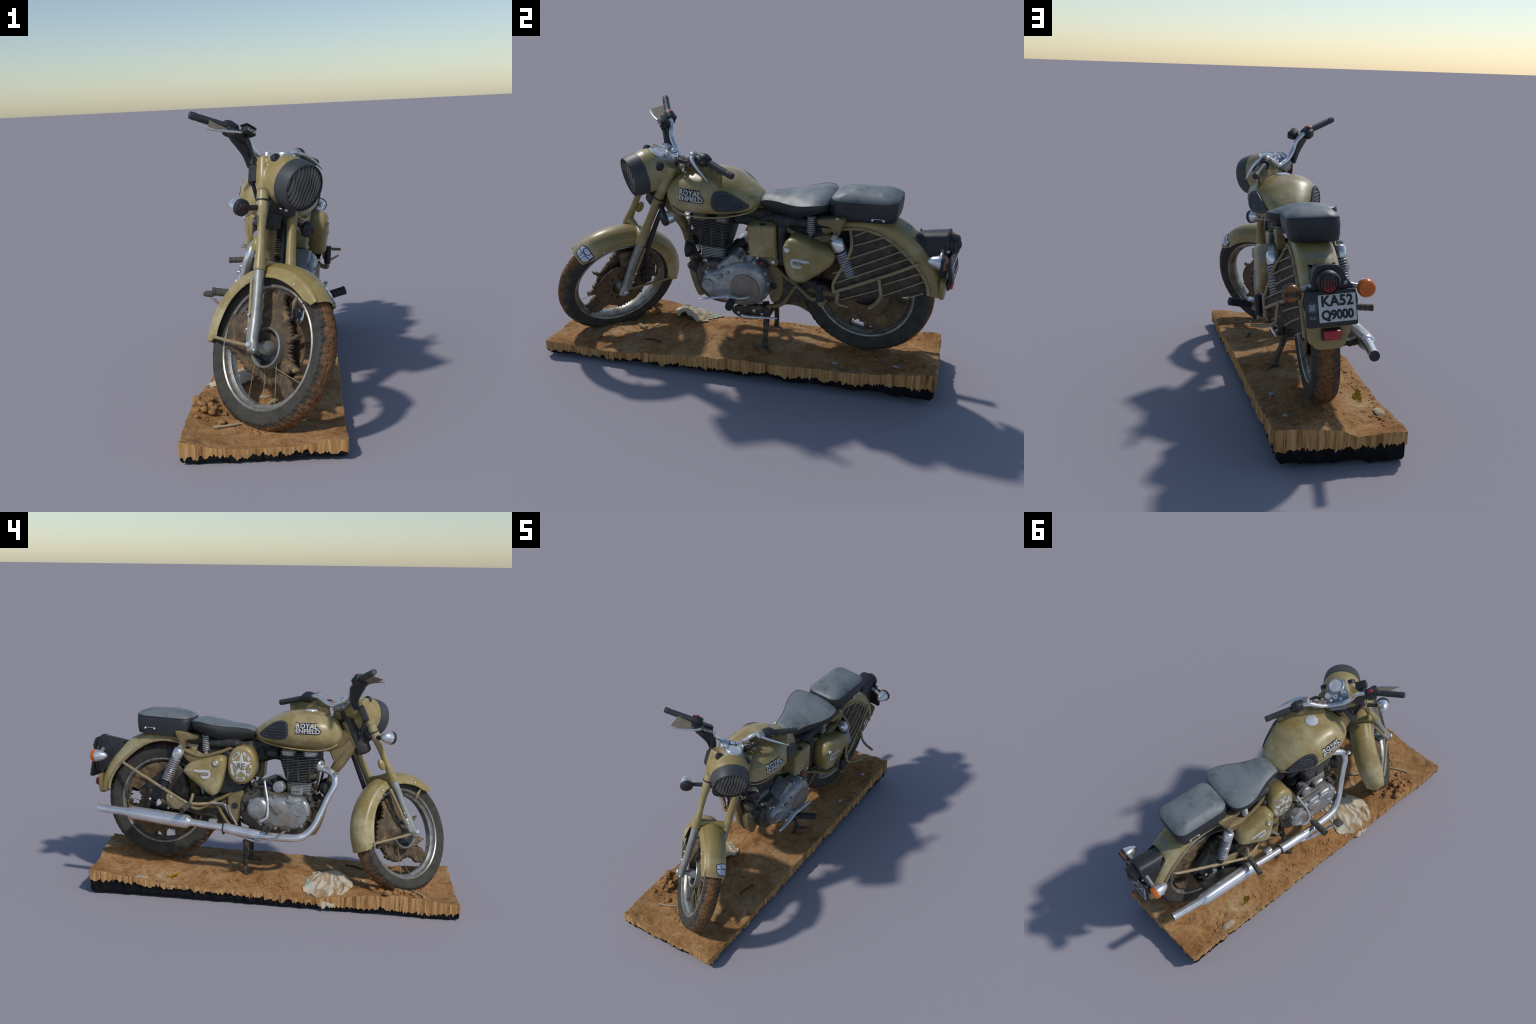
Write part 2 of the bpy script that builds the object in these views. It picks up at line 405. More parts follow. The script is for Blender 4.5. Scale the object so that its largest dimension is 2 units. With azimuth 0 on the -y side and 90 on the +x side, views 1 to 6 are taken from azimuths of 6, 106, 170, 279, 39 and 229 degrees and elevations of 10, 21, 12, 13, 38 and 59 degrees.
soil = B(); NU, NV = 96, 300
for j in range(NV+1):
    for i in range(NU+1):
        x, y = slab_xy(i/NU, j/NV)
        jig = .006
        if i in (0, NU): x += jig*noise3((x, y, 1), 60, 5)
        if j in (0, NV): y += jig*noise3((x, y, 2), 60, 8)
        soil.v.append((x, y, ground_z(x, y)))
for j in range(NV):
    for i in range(NU):
        a = j*(NU+1)+i; soil.f.append((a, a+1, a+NU+2, a+NU+1)); soil.mi.append(0)
ring = [j*0+i for i in range(NU)]+[j*(NU+1)+NU for j in range(NV)]+[NV*(NU+1)+i for i in range(NU, 0, -1)]+[j*(NU+1) for j in range(NV, 0, -1)]
per = [soil.v[i] for i in ring]

ground = empty('soil_slab', V((0, 0, 0)))
ground['label'] = 'rectangular cut slab of rough orange-brown earth with black underside'
ground['category'] = 'ground slab'
soil.make('soil_surface', ground, M_SOIL, FW, 180)

# jagged cut wall of earth, black ragged underside inset beneath it
def black_line(x, y): return .028+.045*max(0, min(1, (y+.55)/1.3))*(1 if x > 0 else .85)+(.012 if y > .7 else 0)
wall = B(); under = B(); top, mid_, jag, bt1, bt2, bt3 = [], [], [], [], [], []
for k, (x, y, z) in enumerate(per):
    n1 = noise3((x*1.0, y*1.0, 7), 55, 2); n2 = noise3((x, y, 9), 14, 4)
    nx = V((x, y*.3, 0)); 
    cx, cy = 0.0, max(-.7, min(.7, y))
    o = V((x-cx, y-cy, 0)).normalized()
    bl = min(black_line(x, y)+.016*n1+.006*n2+random.uniform(-.008, .006), z-.014)
    g = .0035*noise3((x, y, 3), 90, 6)
    top.append((x, y, z)); mid_.append((x+o.x*(g+.001), y+o.y*(g+.001), z-.012))
    jag.append((x+o.x*g*.6, y+o.y*g*.6, bl))
    ins = .003+.006*(y+1)/2+.004*n2
    bt1.append((x-o.x*ins, y-o.y*ins, min(bl+.02, z-.008))); rear_ = (y+1)/2*(1.0 if x > -.15 else .35)+(.35 if x > .15 else 0)
    bt2.append((x-o.x*(ins+.004*rear_), y-o.y*(ins+.004*rear_), min(bl-.004, .014+.026*rear_+.008*n1)))
    bt3.append((x-o.x*(.012+.022*rear_+.008*n2), y-o.y*(.012+.022*rear_+.008*n2), max(0, .004+.012*rear_+.008*n2)))
wall.loft([top, mid_, [tuple((np.array(a)+np.array(b))/2) for a, b in zip(mid_, jag)], jag], cap=False)
wall.make('cut_earth_wall', ground, M_CUT, FW, 180)
cen = [(0, .9*q[1] if abs(q[1]) < .95 else .85*q[1], .0) for q in bt3]
under.loft([bt1, bt2, bt3, [(q[0]*.8, q[1]*.95, 0) for q in bt3], [(q[0]*.05, q[1]*.9, 0) for q in bt3]], cap=False)
under.make('black_underside', ground, M_UNDER, FW, 30)

# heap of clods beside the front wheel, crumbs along the slab
clod = B(); rnd = random.Random(3)
def lump(b, c, r, seed, squash=.75, seg=10):
    rings = []
    for i in range(1, seg//2+1):
        a = PI*i/(seg//2+1); row = []
        for k in range(seg):
            q = 2*PI*k/seg; d = V((math.sin(a)*math.cos(q), math.sin(a)*math.sin(q), math.cos(a)))
            rr = r*(1+.35*noise.noise(d*1.4+V((seed, seed*.3, 0))))
            row.append((c[0]+d.x*rr, c[1]+d.y*rr*1.1, c[2]+d.z*rr*squash))
        rings.append(row)
    b.loft(rings)
for k in range(70):
    x, y = rnd.gauss(-.235, .032), rnd.gauss(-.665, .055)
    x = max(-.29, min(-.15, x)); r = rnd.choice((.005, .007, .009, .011, .016))*rnd.uniform(.8, 1.15)
    lump(clod, (x, y, ground_z(x, y)+r*.45+(.006 if r > .015 else 0)), r, k)
for k in range(90):
    u, v = rnd.random(), rnd.random()
    x, y = slab_xy(.03+.94*u, .02+.96*v); r = rnd.uniform(.002, .0055)
    lump(clod, (x, y, ground_z(x, y)+r*.2), r, k+200, seg=8)
for k in range(60):                                     # lumpy rim along the -x edge
    y = rnd.uniform(-.2, .9); x = rnd.uniform(-.285, -.2); r = rnd.uniform(.004, .010)
    lump(clod, (x, y, ground_z(x, y)+r*.1), r, k+400, .6, seg=8)
for k in range(160):                                    # dark crumbs and pits' rims toward the rear left
    x, y = rnd.gauss(.12, .06), rnd.gauss(.72, .12); x = min(.225, x); y = min(.93, y); r = rnd.uniform(.002, .007)
    lump(clod, (x, y, ground_z(x, y)+r*.1), r, k+600, .6, seg=8)
for k in range(46):
    a_ = k/46*2*PI; d_ = rnd.uniform(.7, 1.1); x, y = -.035+.075*d_*math.cos(a_)*.7-.055*d_*math.sin(a_), -.762+.075*d_*math.cos(a_)*-.7-.055*d_*math.sin(a_)
    lump(clod, (x, y, ground_z(x, y)-.002), rnd.uniform(.006, .013), k+900, .7, seg=8)
o = clod.make('soil_clods', ground, M_CLOD, FW, 60); o['kind'] = 'stuff'

def thing(builder, name, mat, label, cat, angle=60):
    o = builder.make(name, None, mat, FW, angle); o['label'] = label; o['category'] = cat; return o

# crumpled rag
rag = B(); NX, NY = 90, 100
RAG_FOLDS = [(.85, .35, .05, .08, .016, .06), (.8, .4, .1, .28, .013, .05), (.75, .45, .02, .5, .015, .07), (.8, .55, .15, .72, .014, .06), (.7, .6, .3, .95, .016, .07), (.5, .1, .25, .45, .010, .05), (.9, .1, .5, .3, .012, .06), (.95, .7, .5, .85, .012, .06), (.35, .55, .1, .85, .010, .05), (.55, .2, .15, .18, .009, .04)]
def rag_pt(u, v):
    a, b, c, d = (np.array(q) for q in ((-.318, -.465), (-.070, -.44), (-.050, -.205), (-.300, -.205)))
    p = (a*(1-u)+b*u)*(1-v)+(d*(1-u)+c*u)*v
    p = p+np.array([.02*noise3((u, v, 4), 2.2, 1), .022*noise3((u, v, 4), 2.2, 9)])
    x, y = p; edge = min(u, v, 1-u, 1-v)
    z = ground_z(max(x, -.29), y, False)+.004+.032*math.exp(-((u-.80)**2/.05+(v-.30)**2/.10))+.004*noise3((u, v, 3), 4, 2)
    for (u0, v0, u1, v1, hh, ww) in RAG_FOLDS:
        du, dv = u1-u0, v1-v0; q = max(0, min(1, ((u-u0)*du+(v-v0)*dv)/(du*du+dv*dv)))
        dist = math.hypot(u-u0-q*du, v-v0-q*dv)+.02*noise3((u, v, 8), 6, 5)
        z += .62*hh*max(0, 1-dist/ww)*(.4+.6*math.sin(PI*(q*.8+.1)))
    if x < -.283: z -= min(.05, (-.283-x)*2.2)
    return (x, y, z)
rings_t = [[rag_pt(i/NX, j/NY) for i in range(NX+1)] for j in range(NY+1)]
vs = [p for r in rings_t for p in r]; m0 = len(vs)
vs += [(p[0], p[1], p[2]-.006) for p in vs]
fs = []
for j in range(NY):
    for i in range(NX):
        u, v = (i+.5)/NX-.5, (j+.5)/NY-.5
        if (abs(u)**2.6+abs(v)**2.6)**(1/2.6) > .46+.10*noise3((u, v, 0), 3, 3): continue
        a = j*(NX+1)+i; q = (a, a+1, a+NX+2, a+NX+1); fs.append(q); fs.append(tuple(m0+t for t in reversed(q)))
rag.add(vs, fs)
thing(rag, 'cloth_rag', M_RAG, 'crumpled dirty cream cloth rag with folds', 'rag', 35)

leaf = B(); rows = []
for i in range(13):
    u = i/12-.5; w = max(.001, .019*(math.cos(u*PI)**.8)*(1+.3*math.sin(9*u)))
    rows.append([(-.205+w*k+.012*u, .481-.058*u, ground_z(-.205, .481)+.012-.010*k+.006*k*k+.012*math.sin(3*u)) for k in (-1, -.5, 0, .5, 1)])
leaf.loft([r+[(a_, b_, c_-.0018) for a_, b_, c_ in r[::-1]] for r in rows])
thing(leaf, 'fallen_leaf', M_LEAF, 'small curled yellow fallen leaf', 'leaf', 180)
st = B(); st.tube([(-.195, -.825, ground_z(-.195, -.825)+.005), (-.145, -.80, ground_z(-.145, -.8)+.006), (-.088, -.762, ground_z(-.088, -.762)+.005)], [.0055, .0048, .003], 7)
thing(st, 'stick', M_STICK, 'thin pale dry stick lying on soil', 'stick')
st = B(); st.tube([(-.012, -.595, .076), (.004, -.57, .078), (.022, -.543, .078)], [.009, .008, .008], 8)
thing(st, 'stick', M_STICK, 'short thick pale bone-like stick', 'stick')
st = B(); st.tube([(.14, -.50, ground_z(.14, -.5)+.004), (.15, -.45, ground_z(.15, -.45)+.006), (.165, -.40, ground_z(.165, -.4)+.004)], [.0035, .005, .003], 7)
thing(st, 'stick', M_TWIG, 'small dark brown twig on soil', 'stick')
for (x, y, rx, ry, rz, lab) in ((-.032, -.508, .020, .013, .008, 'flat pale stone beside the front wheel'), (-.255, .65, .026, .036, .006, 'flat pale stone set in soil')):
    b = B(); lump(b, (0, 0, 0), 1, rx*99, 1, 16)
    b.v = [(x+p[0]*rx, y+p[1]*ry, ground_z(x, y, False)+.004+p[2]*rz) for p in b.v]
    thing(b, 'stone', M_STONE, lab, 'stone')
for (x, y, lab) in ((.16, .761, 'small pale blue paper scrap'), (.172, .477, 'small torn white paper scrap')):
    b = B(); lump(b, (0, 0, 0), 1, y*9, 1, 12); b.v = [(x+p[0]*.011, y+p[1]*.014, ground_z(x, y, False)+.005+p[2]*.0035) for p in b.v]
    thing(b, 'paper_scrap', M_SCRAP, lab, 'litter')

# ================================================================== MOTORCYCLE
bike = empty('motorcycle', V((.0, .0, .10)))
bike['label'] = 'dusty khaki classic single-cylinder motorcycle with steered front wheel'
bike['category'] = 'motorcycle'

# ------------------------------------------------------------------ wheels
def tyre(name, parent, W, rl, hl, R, hw, mat, blocks, flat_dir=None, flat_r=None):
    prof = [(-hl, rl-.004), (-hl-.004, rl+.012), (-hw, rl+(R-rl)*.45), (-hw*.97, rl+(R-rl)*.66), (-hw*.80, R-.016), (-hw*.62, R-.008), (-hw*.45, R-.003), (-hw*.2, R), (0, R+.001)]
    prof = prof+[(-a, r) for a, r in prof[-2::-1]]
    prof = [tuple(q) for q in catmull(prof, 3)]
    N = 300; rings = []
    for k in range(N):
        a = 2*PI*k/N; row = []
        for x, r in prof:
            ax = abs(x)/hw
            ph = (k/N*blocks+(.0 if x > 0 else .5)+.35*ax) % 1
            if r > R-.022 and ax > .40 and ph < .30: r -= .0045
            if .30 < ax < .40 and r > R-.01 and (k/N*blocks*.5) % 1 < .8: r -= .002
            r += .0016*noise3((x, math.cos(a), math.sin(a)), 9, 2)
            row.append((x, -r*math.cos(a), r*math.sin(a)))
        rings.append(row)
    b = B(); b.loft(rings, cap=False, closed=False, loop=True)
    # inner closing band
    b.loft([[(x, -(rl-.008)*math.cos(2*PI*k/N), (rl-.008)*math.sin(2*PI*k/N)) for x in (-hl, hl)] for k in range(N)], cap=False, closed=False, loop=True)
    return b.make(name, parent, mat, W, 35)

def rim(name, parent, W, rl, hl):
    prof = [(-hl-.002, rl+.002), (-hl-.004, rl-.003), (-hl-.001, rl-.008), (-hl+.004, rl-.010), (-hl*.72, rl-.011), (-hl*.55, rl-.016), (-hl*.35, rl-.024), (0, rl-.026)]
    prof = prof+[(-a, r) for a, r in prof[-2::-1]]
    prof += [(hl-.004, rl+.001), (0, rl-.02), (-hl+.004, rl+.001)]
    N = 128
    b = B(); b.loft([[(x, -r*math.cos(2*PI*k/N), r*math.sin(2*PI*k/N)) for x, r in prof] for k in range(N)], cap=False, closed=True, loop=True)
    return b.make(name, parent, M_RIM, W, 35)

def spokes(parent, W, hub_r, hub_x, rim_r, count, keep=lambda a: True):
    b = B(); b.tube([(0, 0, 0), (0, 0, 1)], .0016, 6, smooth=False)
    src = b.mesh('spoke', [M_TUBE]); first = True
    for k in range(count):
        side = 1 if k % 2 else -1; a = 2*PI*k/count
        if not keep(math.degrees(a)): continue
        lead = .55*(1 if (k//2) % 2 else -1)
        p = V((side*hub_x, -hub_r*math.cos(a+lead), hub_r*math.sin(a+lead))); q = V((side*.006, -rim_r*math.cos(a), rim_r*math.sin(a)))
        d = q-p; L = d.length; rot = d.to_track_quat('Z', 'Y').to_matrix().to_4x4()
        o = bpy.data.objects.new('spoke', src)
        register(o, parent, W @ Matrix.Translation(p) @ rot @ Matrix.Diagonal((1, 1, L, 1)))

def crust(name, parent, W, mat, keep, hub, r1, x_of, seed, thick=.010):
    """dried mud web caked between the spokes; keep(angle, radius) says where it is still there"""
    NA, NR = 180, 26; vs = []; fs = []; idx = {}
    def vid(i, j, sd):
        key = (i % NA, j, sd)
        if key not in idx:
            a = 2*PI*(i % NA)/NA; r = hub+(r1-hub)*j/NR
            p = (0, -r*math.cos(a), r*math.sin(a))
            x = x_of(a, r)+sd*thick*.5+.011*noise3(p, 14, seed)+.005*noise3(p, 40, seed+3)
            idx[key] = len(vs); vs.append((x, p[1], p[2]))
        return idx[key]
    ok = lambda i, j: 0 <= j < NR and keep(math.degrees(2*PI*((i % NA)+.5)/NA), hub+(r1-hub)*(j+.5)/NR)
    for i in range(NA):
        for j in range(NR):
            if not ok(i, j): continue
            fs.append((vid(i, j, 1), vid(i+1, j, 1), vid(i+1, j+1, 1), vid(i, j+1, 1)))
            fs.append((vid(i, j, -1), vid(i, j+1, -1), vid(i+1, j+1, -1), vid(i+1, j, -1)))
            for (di, dj, p, q) in ((1, 0, (1, 0), (1, 1)), (-1, 0, (0, 0), (0, 1)), (0, 1, (0, 1), (1, 1)), (0, -1, (0, 0), (1, 0))):
                if not ok(i+di, j+dj):
                    fs.append((vid(i+p[0], j+p[1], 1), vid(i+q[0], j+q[1], 1), vid(i+q[0], j+q[1], -1), vid(i+p[0], j+p[1], -1)))
    b = B(); b.add(vs, fs); return b.make(name, parent, mat, W, 180)

# front wheel
fw = rim('front_wheel', bike, FF, .2375, .033)
tyre('tyre', fw, FF, .2375, .033, .310, .045, M_TYRE_F, 76)
WEBF = [(0, .108), (10, .112), (15, .155), (20, .115), (43, .125), (56, .150), (66, .165), (72, .214), (108, .214), (114, .185), (134, .18), (140, .214), (170, .214), (176, .214), (182, .178), (190, .166), (212, .153), (227, .138), (250, .139), (257, .140), (267, .127), (282, .141), (287, .18), (292, .214), (307, .214), (311, .13), (321, .140), (328, .18), (331, .14), (346, .110), (360, .108)]
crust('mud_web', fw, FF, M_WEB, lambda a, r: r < interp(a, WEBF)+.006*math.sin(a*.9), .03, .214, lambda a, r: -.004-.046*math.exp(-((math.degrees(a)-145)/45)**2)+.046*math.exp(-((math.degrees(a)-250)/48)**2), 5, .020)
crust('mud_sheet', fw, FF, M_WEB, lambda a, r: (70 < a < 136 and .128+.008*math.sin(a) < r < .213) or (136 <= a < 160 and .14 < r < .185), .03, .214, lambda a, r: .040, 23, .012)
spokes(fw, FF, .072, .018, .210, 18, lambda a: 225 < a < 335)
h = B(); h.revolve([(-.095, .012), (-.06, .016), (-.045, .026), (-.02, .030), (.03, .030), (.05, .026), (.10, .012)], (0, 0, 0), (1, 0, 0), 28)
h.revolve([(-.040, .074), (-.036, .078), (-.008, .078), (.0, .070), (-.012, .066), (-.034, .068)], (0, 0, 0), (1, 0, 0), 40, cap=False, loop=True)
h.make('hub', fw, M_SLIDER, FF)
h = B(); h.revolve([(-.030, .066), (-.012, .05), (-.01, .0)], (0, 0, 0), (1, 0, 0), 32, cap=False); h.make('hub_shield', fw, M_BLACK, FF)
d = B()
def disc_rings(b, x, r0, r1, t, seg=72):
    b.revolve([(x, r0), (x, r1), (x+t, r1), (x+t, r0)], (0, 0, 0), (1, 0, 0), seg, cap=False, loop=True)
disc_rings(d, .044, .088, .130, .005); disc_rings(d, .047, .050, .094, .004); 
for k in range(24):
    a = 2*PI*k/24; bolt(d, (.049, -.118*math.cos(a), .118*math.sin(a)), (1, 0, 0), .0035, .0015)
d.make('brake_disc', fw, M_DISC, FF)
d = B()
for k in range(12):
    a = 2*PI*k/12; d.revolve([(0, .0085), (.001, .0085)], (.0511, -.074*math.cos(a), .074*math.sin(a)), (1, 0, 0), 12)
d.make('disc_hole', fw, M_DARK, FF)
c = B(); c.box((.058, .108, .078), (.034, .05, .10), .01, Matrix.Rotation(.45, 3, 'X')); c.box((.075, .098, .068), (.018, .03, .06), .007, Matrix.Rotation(.45, 3, 'X'))
c.make('brake_caliper', bike, M_BLACK, FF)

# rear wheel
rw = rim('rear_wheel', bike, FR, .230, .044)
tyre('tyre', rw, FR, .230, .044, .316, .055, M_TYRE_R, 64)
def rear_keep(a, r):
    for (ha, hr, da, dr) in ((178, .168, 16, .040), (262, .195, 7, .017), (281, .186, 11, .028)):
        if ((((a-ha+180) % 360)-180)/da)**2+((r-hr)/dr)**2 < 1+.25*math.sin(a*.7): return False
    return True
crust('mud_web', rw, FR, M_WEB2, rear_keep, .03, .207, lambda a, r: -.004, 17, .066)
spokes(rw, FR, .07, .036, .203, 20)
h = B(); h.revolve([(-.11, .012), (-.075, .016), (-.06, .060), (-.03, .066), (.03, .066), (.055, .05), (.07, .016), (.115, .012)], (0, 0, 0), (1, 0, 0), 32); h.make('hub', rw, M_DARK, FR)
d = B(); disc_rings(d, .045, .06, .118, .006)
for k in range(28):
    a = 2*PI*k/28; d.box((.048, -.119*math.cos(a), .119*math.sin(a)), (.005, .010, .010), .002, Matrix.Rotation(-a, 3, 'X'))
d.make('sprocket', rw, M_DISC, FR)

# ------------------------------------------------------------------ front fender
X0 = -.008
def fender_ring(a, crown, hw, skirt, thick=0.0):
    """arched section at wheel angle a (0 = forward, 90 = up)"""
    pts = []
    prof = [(-1.02, skirt), (-1.0, skirt+.006), (-.98, skirt+(crown-skirt)*.42), (-.90, skirt+(crown-skirt)*.62), (-.72, crown-.017), (-.42, crown-.005), (0, crown)]
    prof = prof+[(-u, r) for u, r in prof[-2::-1]]
    for u, r in catmull(prof, 3):
        r -= thick; u2 = u*(hw-thick*.8)
        pts.append((X0+u2, -r*math.cos(a), r*math.sin(a)))
    return pts
ff = B(); N = 70; outer = []; inner = []
for k in range(N+1):
    a = 28+(173-28)*k/N; u = k/N
    crown = interp(a, [(28, .327), (34, .334), (50, .333), (65, .327), (90, .324), (120, .326), (140, .332), (160, .337), (173, .338)])+.0018*noise3((u*3, 0, 0), 2.0, 4)
    skirt = interp(a, [(28, .288), (36, .268), (60, .263), (95, .266), (120, .259), (150, .253), (168, .256), (173, .285)])
    hw = interp(a, [(28, .060), (45, .064), (90, .066), (130, .066), (160, .063), (173, .056)])
    ar = math.radians(a)
    outer.append(fender_ring(ar, crown, hw, skirt)); inner.append(fender_ring(ar, crown, hw, skirt, .0045)[::-1])
ff.loft([o_+i_ for o_, i_ in zip(outer, inner)], cap=False)
n_ = len(outer[0])
for row in (0, -1):
    o_, i_ = outer[row], inner[row][::-1]
    vs = o_+i_; ff.add(vs, [(j, j+1, n_+j+1, n_+j) for j in range(n_-1)])
fender_f = ff.make('front_fender', bike, M_PAINT, FF, 60)
bl = B()
for (a, x) in ((52, -.077), (52, .061), (105, -.079), (166, -.067), (166, .051)):
    r = .275; ar = math.radians(a); bl.ball((x*.95, -r*math.cos(ar), r*math.sin(ar)), .005, 10)
bl.make('fender_rivets', fender_f, M_CHROME, FF)
stay = B()
stay.tube([(-.098, .004, -.004), (-.085, .12, .02), (-.066, .262, .052)], .0065, 8)
stay.tube([(.080, .004, -.004), (.068, .12, .02), (.052, .262, .048)], .0065, 8)
stay.tube([(-.090, .034, .26), (-.094, .030, .15), (-.098, .026, .03)], .0085, 8)
stay.tube([(.068, .034, .26), (.074, .030, .15), (.080, .026, .03)], .0085, 8)
stay.tube([(-.072, -.19, .17), (-.06, -.165, .15), (-.05, -.15, .13)], [.004, .008, .002], 7)
stay.make('fender_stay', bike, M_TUBE, FF)
hs = B(); hs.tube([(.068, .095, .12), (.074, .06, .20), (.078, .042, .30), (.078, .036, .42), (.070, .040, .52), (.03, .05, .56)], [.010, .010, .012, .012, .009, .008], 9); hs.make('brake_hose', bike, M_BLACK, FF)
# badge on the fender nose: plain stand-in emblem, white plate with dark grooves
fb = ff.bvh()
ea = math.radians(36); rad_ = V((0, -math.cos(ea), math.sin(ea))); tan_ = V((0, math.sin(ea), math.cos(ea)))
ed = (rad_*.78+V((1, 0, 0))*.62).normalized(); ev = tan_; eu = ed.cross(ev)
EC = V((X0+.040, 0, 0))+rad_*.315
def emblem_hit(u, v, off):
    p_ = EC+eu*u*1.35+ev*v*1.25; h_ = fb.ray_cast(p_+ed*.08, -ed)
    if h_[0] is None or (h_[0]-p_).length > .05: h_ = fb.find_nearest(p_)
    return h_[0]+ed*off
def emblem(outl, off, th, mat, name):
    b = B(); P = [np.array(p) for p in outl]; cen_ = np.mean(P, axis=0); rings = []
    for k_, of in ((1, off-.002), (1, off+th), (.75, off+th), (.5, off+th), (.25, off+th), (.05, off+th)):
        row = [emblem_hit(*(cen_+(p-cen_)*k_), of) for p in P]
        if any(p is None for p in row): return
        rings.append([tuple(p) for p in row])
    b.loft(rings); b.make(name, fender_f, mat, FF)
def dense(pts, n=5):
    out = []
    for a_, b_ in zip(pts, pts[1:]+pts[:1]):
        for k in range(n): out.append((a_[0]+(b_[0]-a_[0])*k/n, a_[1]+(b_[1]-a_[1])*k/n))
    return out
emblem(dense([(-.030, .022), (-.010, .027), (.014, .025), (.032, .016), (.028, -.012), (.018, -.024), (-.016, -.026), (-.030, -.012)]), .0006, .0008, M_LETTERBLK, 'emblem_border')
for cl in ([(-.012, .024), (.010, .023), (.014, .012), (.0, .004), (-.014, .012)], [(-.027, .020), (-.015, .022), (-.017, .010), (-.004, .002), (-.026, .003)], [(.014, .021), (.029, .014), (.027, .001), (.004, .001), (.017, .010)],
           [(-.027, .0), (-.007, -.001), (-.007, -.022), (-.016, -.023), (-.027, -.011)], [(.007, -.002), (.027, -.002), (.025, -.012), (.017, -.021), (.007, -.022)], [(-.005, .001), (.005, .0), (.005, -.022), (-.005, -.022)]):
    emblem(dense(cl), .0016, .0009, M_EMBLEM, 'emblem_piece')

# ------------------------------------------------------------------ fork
LX, RX = -.094, .074
for x, ex in ((LX, -.102), (RX, .086)):
    f = B()
    f.tube([(ex, 0, -.022), (ex, 0, .0), (x*1.0, -.004, .15), (x, -.006, .31)], [.017, .021, .0195, .0205], 18)
    f.box((ex, -.004, -.004), (.030, .040, .055), .008); f.box((ex, .018, .045), (.018, .03, .08), .007)
    sl = f.melted('fork_leg', bike, M_SLIDER, FF, .004, 4)
    n = B(); n.revolve([(0, .013), (.012, .013), (.017, .008)], (ex+(-.012 if x < 0 else .012), 0, 0), (-1 if x < 0 else 1, 0, 0), 12)
    for zz, yy in ((.06, .026), (.115, .022), (-.02, -.018)): n.ball((ex+(-.008 if x < 0 else .008), yy, zz), .006, 10)
    n.make('axle_nut', sl, M_CHROME, FF)
    cv = B()
    cv.tube([(x, -.006, .285), (x, -.006, .292), (x, -.006, .33), (x, -.005, .38), (x, -.004, .44), (x, -.003, .49), (x, -.003, .53), (x, -.002, .557)], [.023, .0245, .0210, .0165, .016, .019, .0250, .0250] if x < 0 else [.023, .0245, .022, .0205, .0200, .0200, .022, .0235], 20)
    cv.tube([(x, -.002, .557), (x, 0, .63), (x, 0, .70), (x, .004, .735)], [.0245, .0235, .027, .026], 20)
    if x < 0: cv.ball((x+.006, .026, .392), .020, 12, (.8, 1, 1.6))
    cv.make('fork_cover', bike, M_PAINT, FF)
    rg = B(); rg.revolve([(0, .0275), (.006, .0275)], (x, -.002, .558), (0, 0, 1), 24); rg.make('fork_collar', bike, M_BLACK, FF)
yk = B()
yk.box((-.01, .0, .548), (.17, .06, .045), .012); yk.box((-.01, .03, .50), (.075, .06, .06), .012); yk.box((-.01, .005, .60), (.14, .05, .10), .012)
yk.tube([(-.01, .05, .48), (-.01, .05, .72)], .03, 16)
yk.melted('fork_yoke', bike, M_DARK, FF, .006, 2)
# fender bridge to the fork covers
br = B(); br.tube([(LX, -.004, .305), (-.065, -.004, .318), (-.01, .0, .322), (.05, -.004, .318), (RX, -.004, .305)], [.02, .020, .014, .020, .02], 14)
br.melted('fender_bridge', bike, M_PAINT, FF, .005, 3)

# ------------------------------------------------------------------ headlamp and nacelle
HC = V((-.009, -.138, .610)); HN = V((.03, -.89, -.456)).normalized()
hx = V((1, 0, 0)); hx = (hx-HN*hx.dot(HN)).normalized(); hz = HN.cross(hx)*-1
if hz.z < 0: hz = -hz
nac = B()
nac.revolve([(-.048, .094), (-.058, .098), (-.085, .102), (-.12, .100), (-.155, .087), (-.18, .06), (-.19, .02)], HC, HN, 40)
top_pts = [(-.09, .01), (-.07, .012), (-.03, .013), (.03, .013), (.055, .012), (.075, .01)]
nac.box((-.010, -.030, .715), (.140, .13, .07), .02, Matrix.Rotation(.12, 3, 'X'))
nac.box((-.010, .03, .705), (.185, .085, .075), .02)
for x in (LX, RX):
    nac.tube([(x, 0, .60), (x, .0, .66), (x, .004, .735)], [.027, .031, .028], 18)
for px_ in (-.086, .062):
    nac.tube([(px_, .0, .712), (px_, -.045, .722)], .021, 14)
nac_o = nac.melted('headlamp_nacelle', bike, M_PAINT, FF, .005, 5)
bd = B(); bd.revolve([(-.062, .097), (-.060, .1010), (-.02, .0985), (-.004, .0955), (.003, .0940), (.005, .090), (-.004, .088)], HC, HN, 48, cap=False)
bd.make('headlamp_band', bike, simple('headlamp_rubber', (.058, .064, .068), (.042, .046, .05), .5, scale=20), FF)
ln = B(); ln.revolve([(-.004, .090), (.001, .085), (.008, .07), (.012, .045), (.0145, .0)], HC, HN, 40, cap=False); ln.make('headlamp_lens', bike, M_GRILLE, FF)
gr = B()
for k in range(-5, 6):
    x = k*.0160; L = math.sqrt(max(0, .0875**2-x*x)); pts = []
    for q in range(9):
        w = (q/4-1)*L; rr = math.hypot(x, w); dd = .013-.013*(rr/.09)**2
        pts.append(tuple(HC+hx*(x+.0022*math.sin(w*70+k*.9)-.10*w)+hz*w+HN*dd))
    if L > .012: gr.tube(pts, .0042, 7, n=3)
gr.make('headlamp_grille', bike, M_BLACK, FF)
lt = B(); lt.revolve([(0, .006), (.004, .006)], HC-HN*.03-hz*.104+hx*(-.045), -hz, 8); lt.ball(tuple(HC-HN*.045-hz*.106), .008, 10); lt.make('band_clip', bike, M_CHROME, FF)
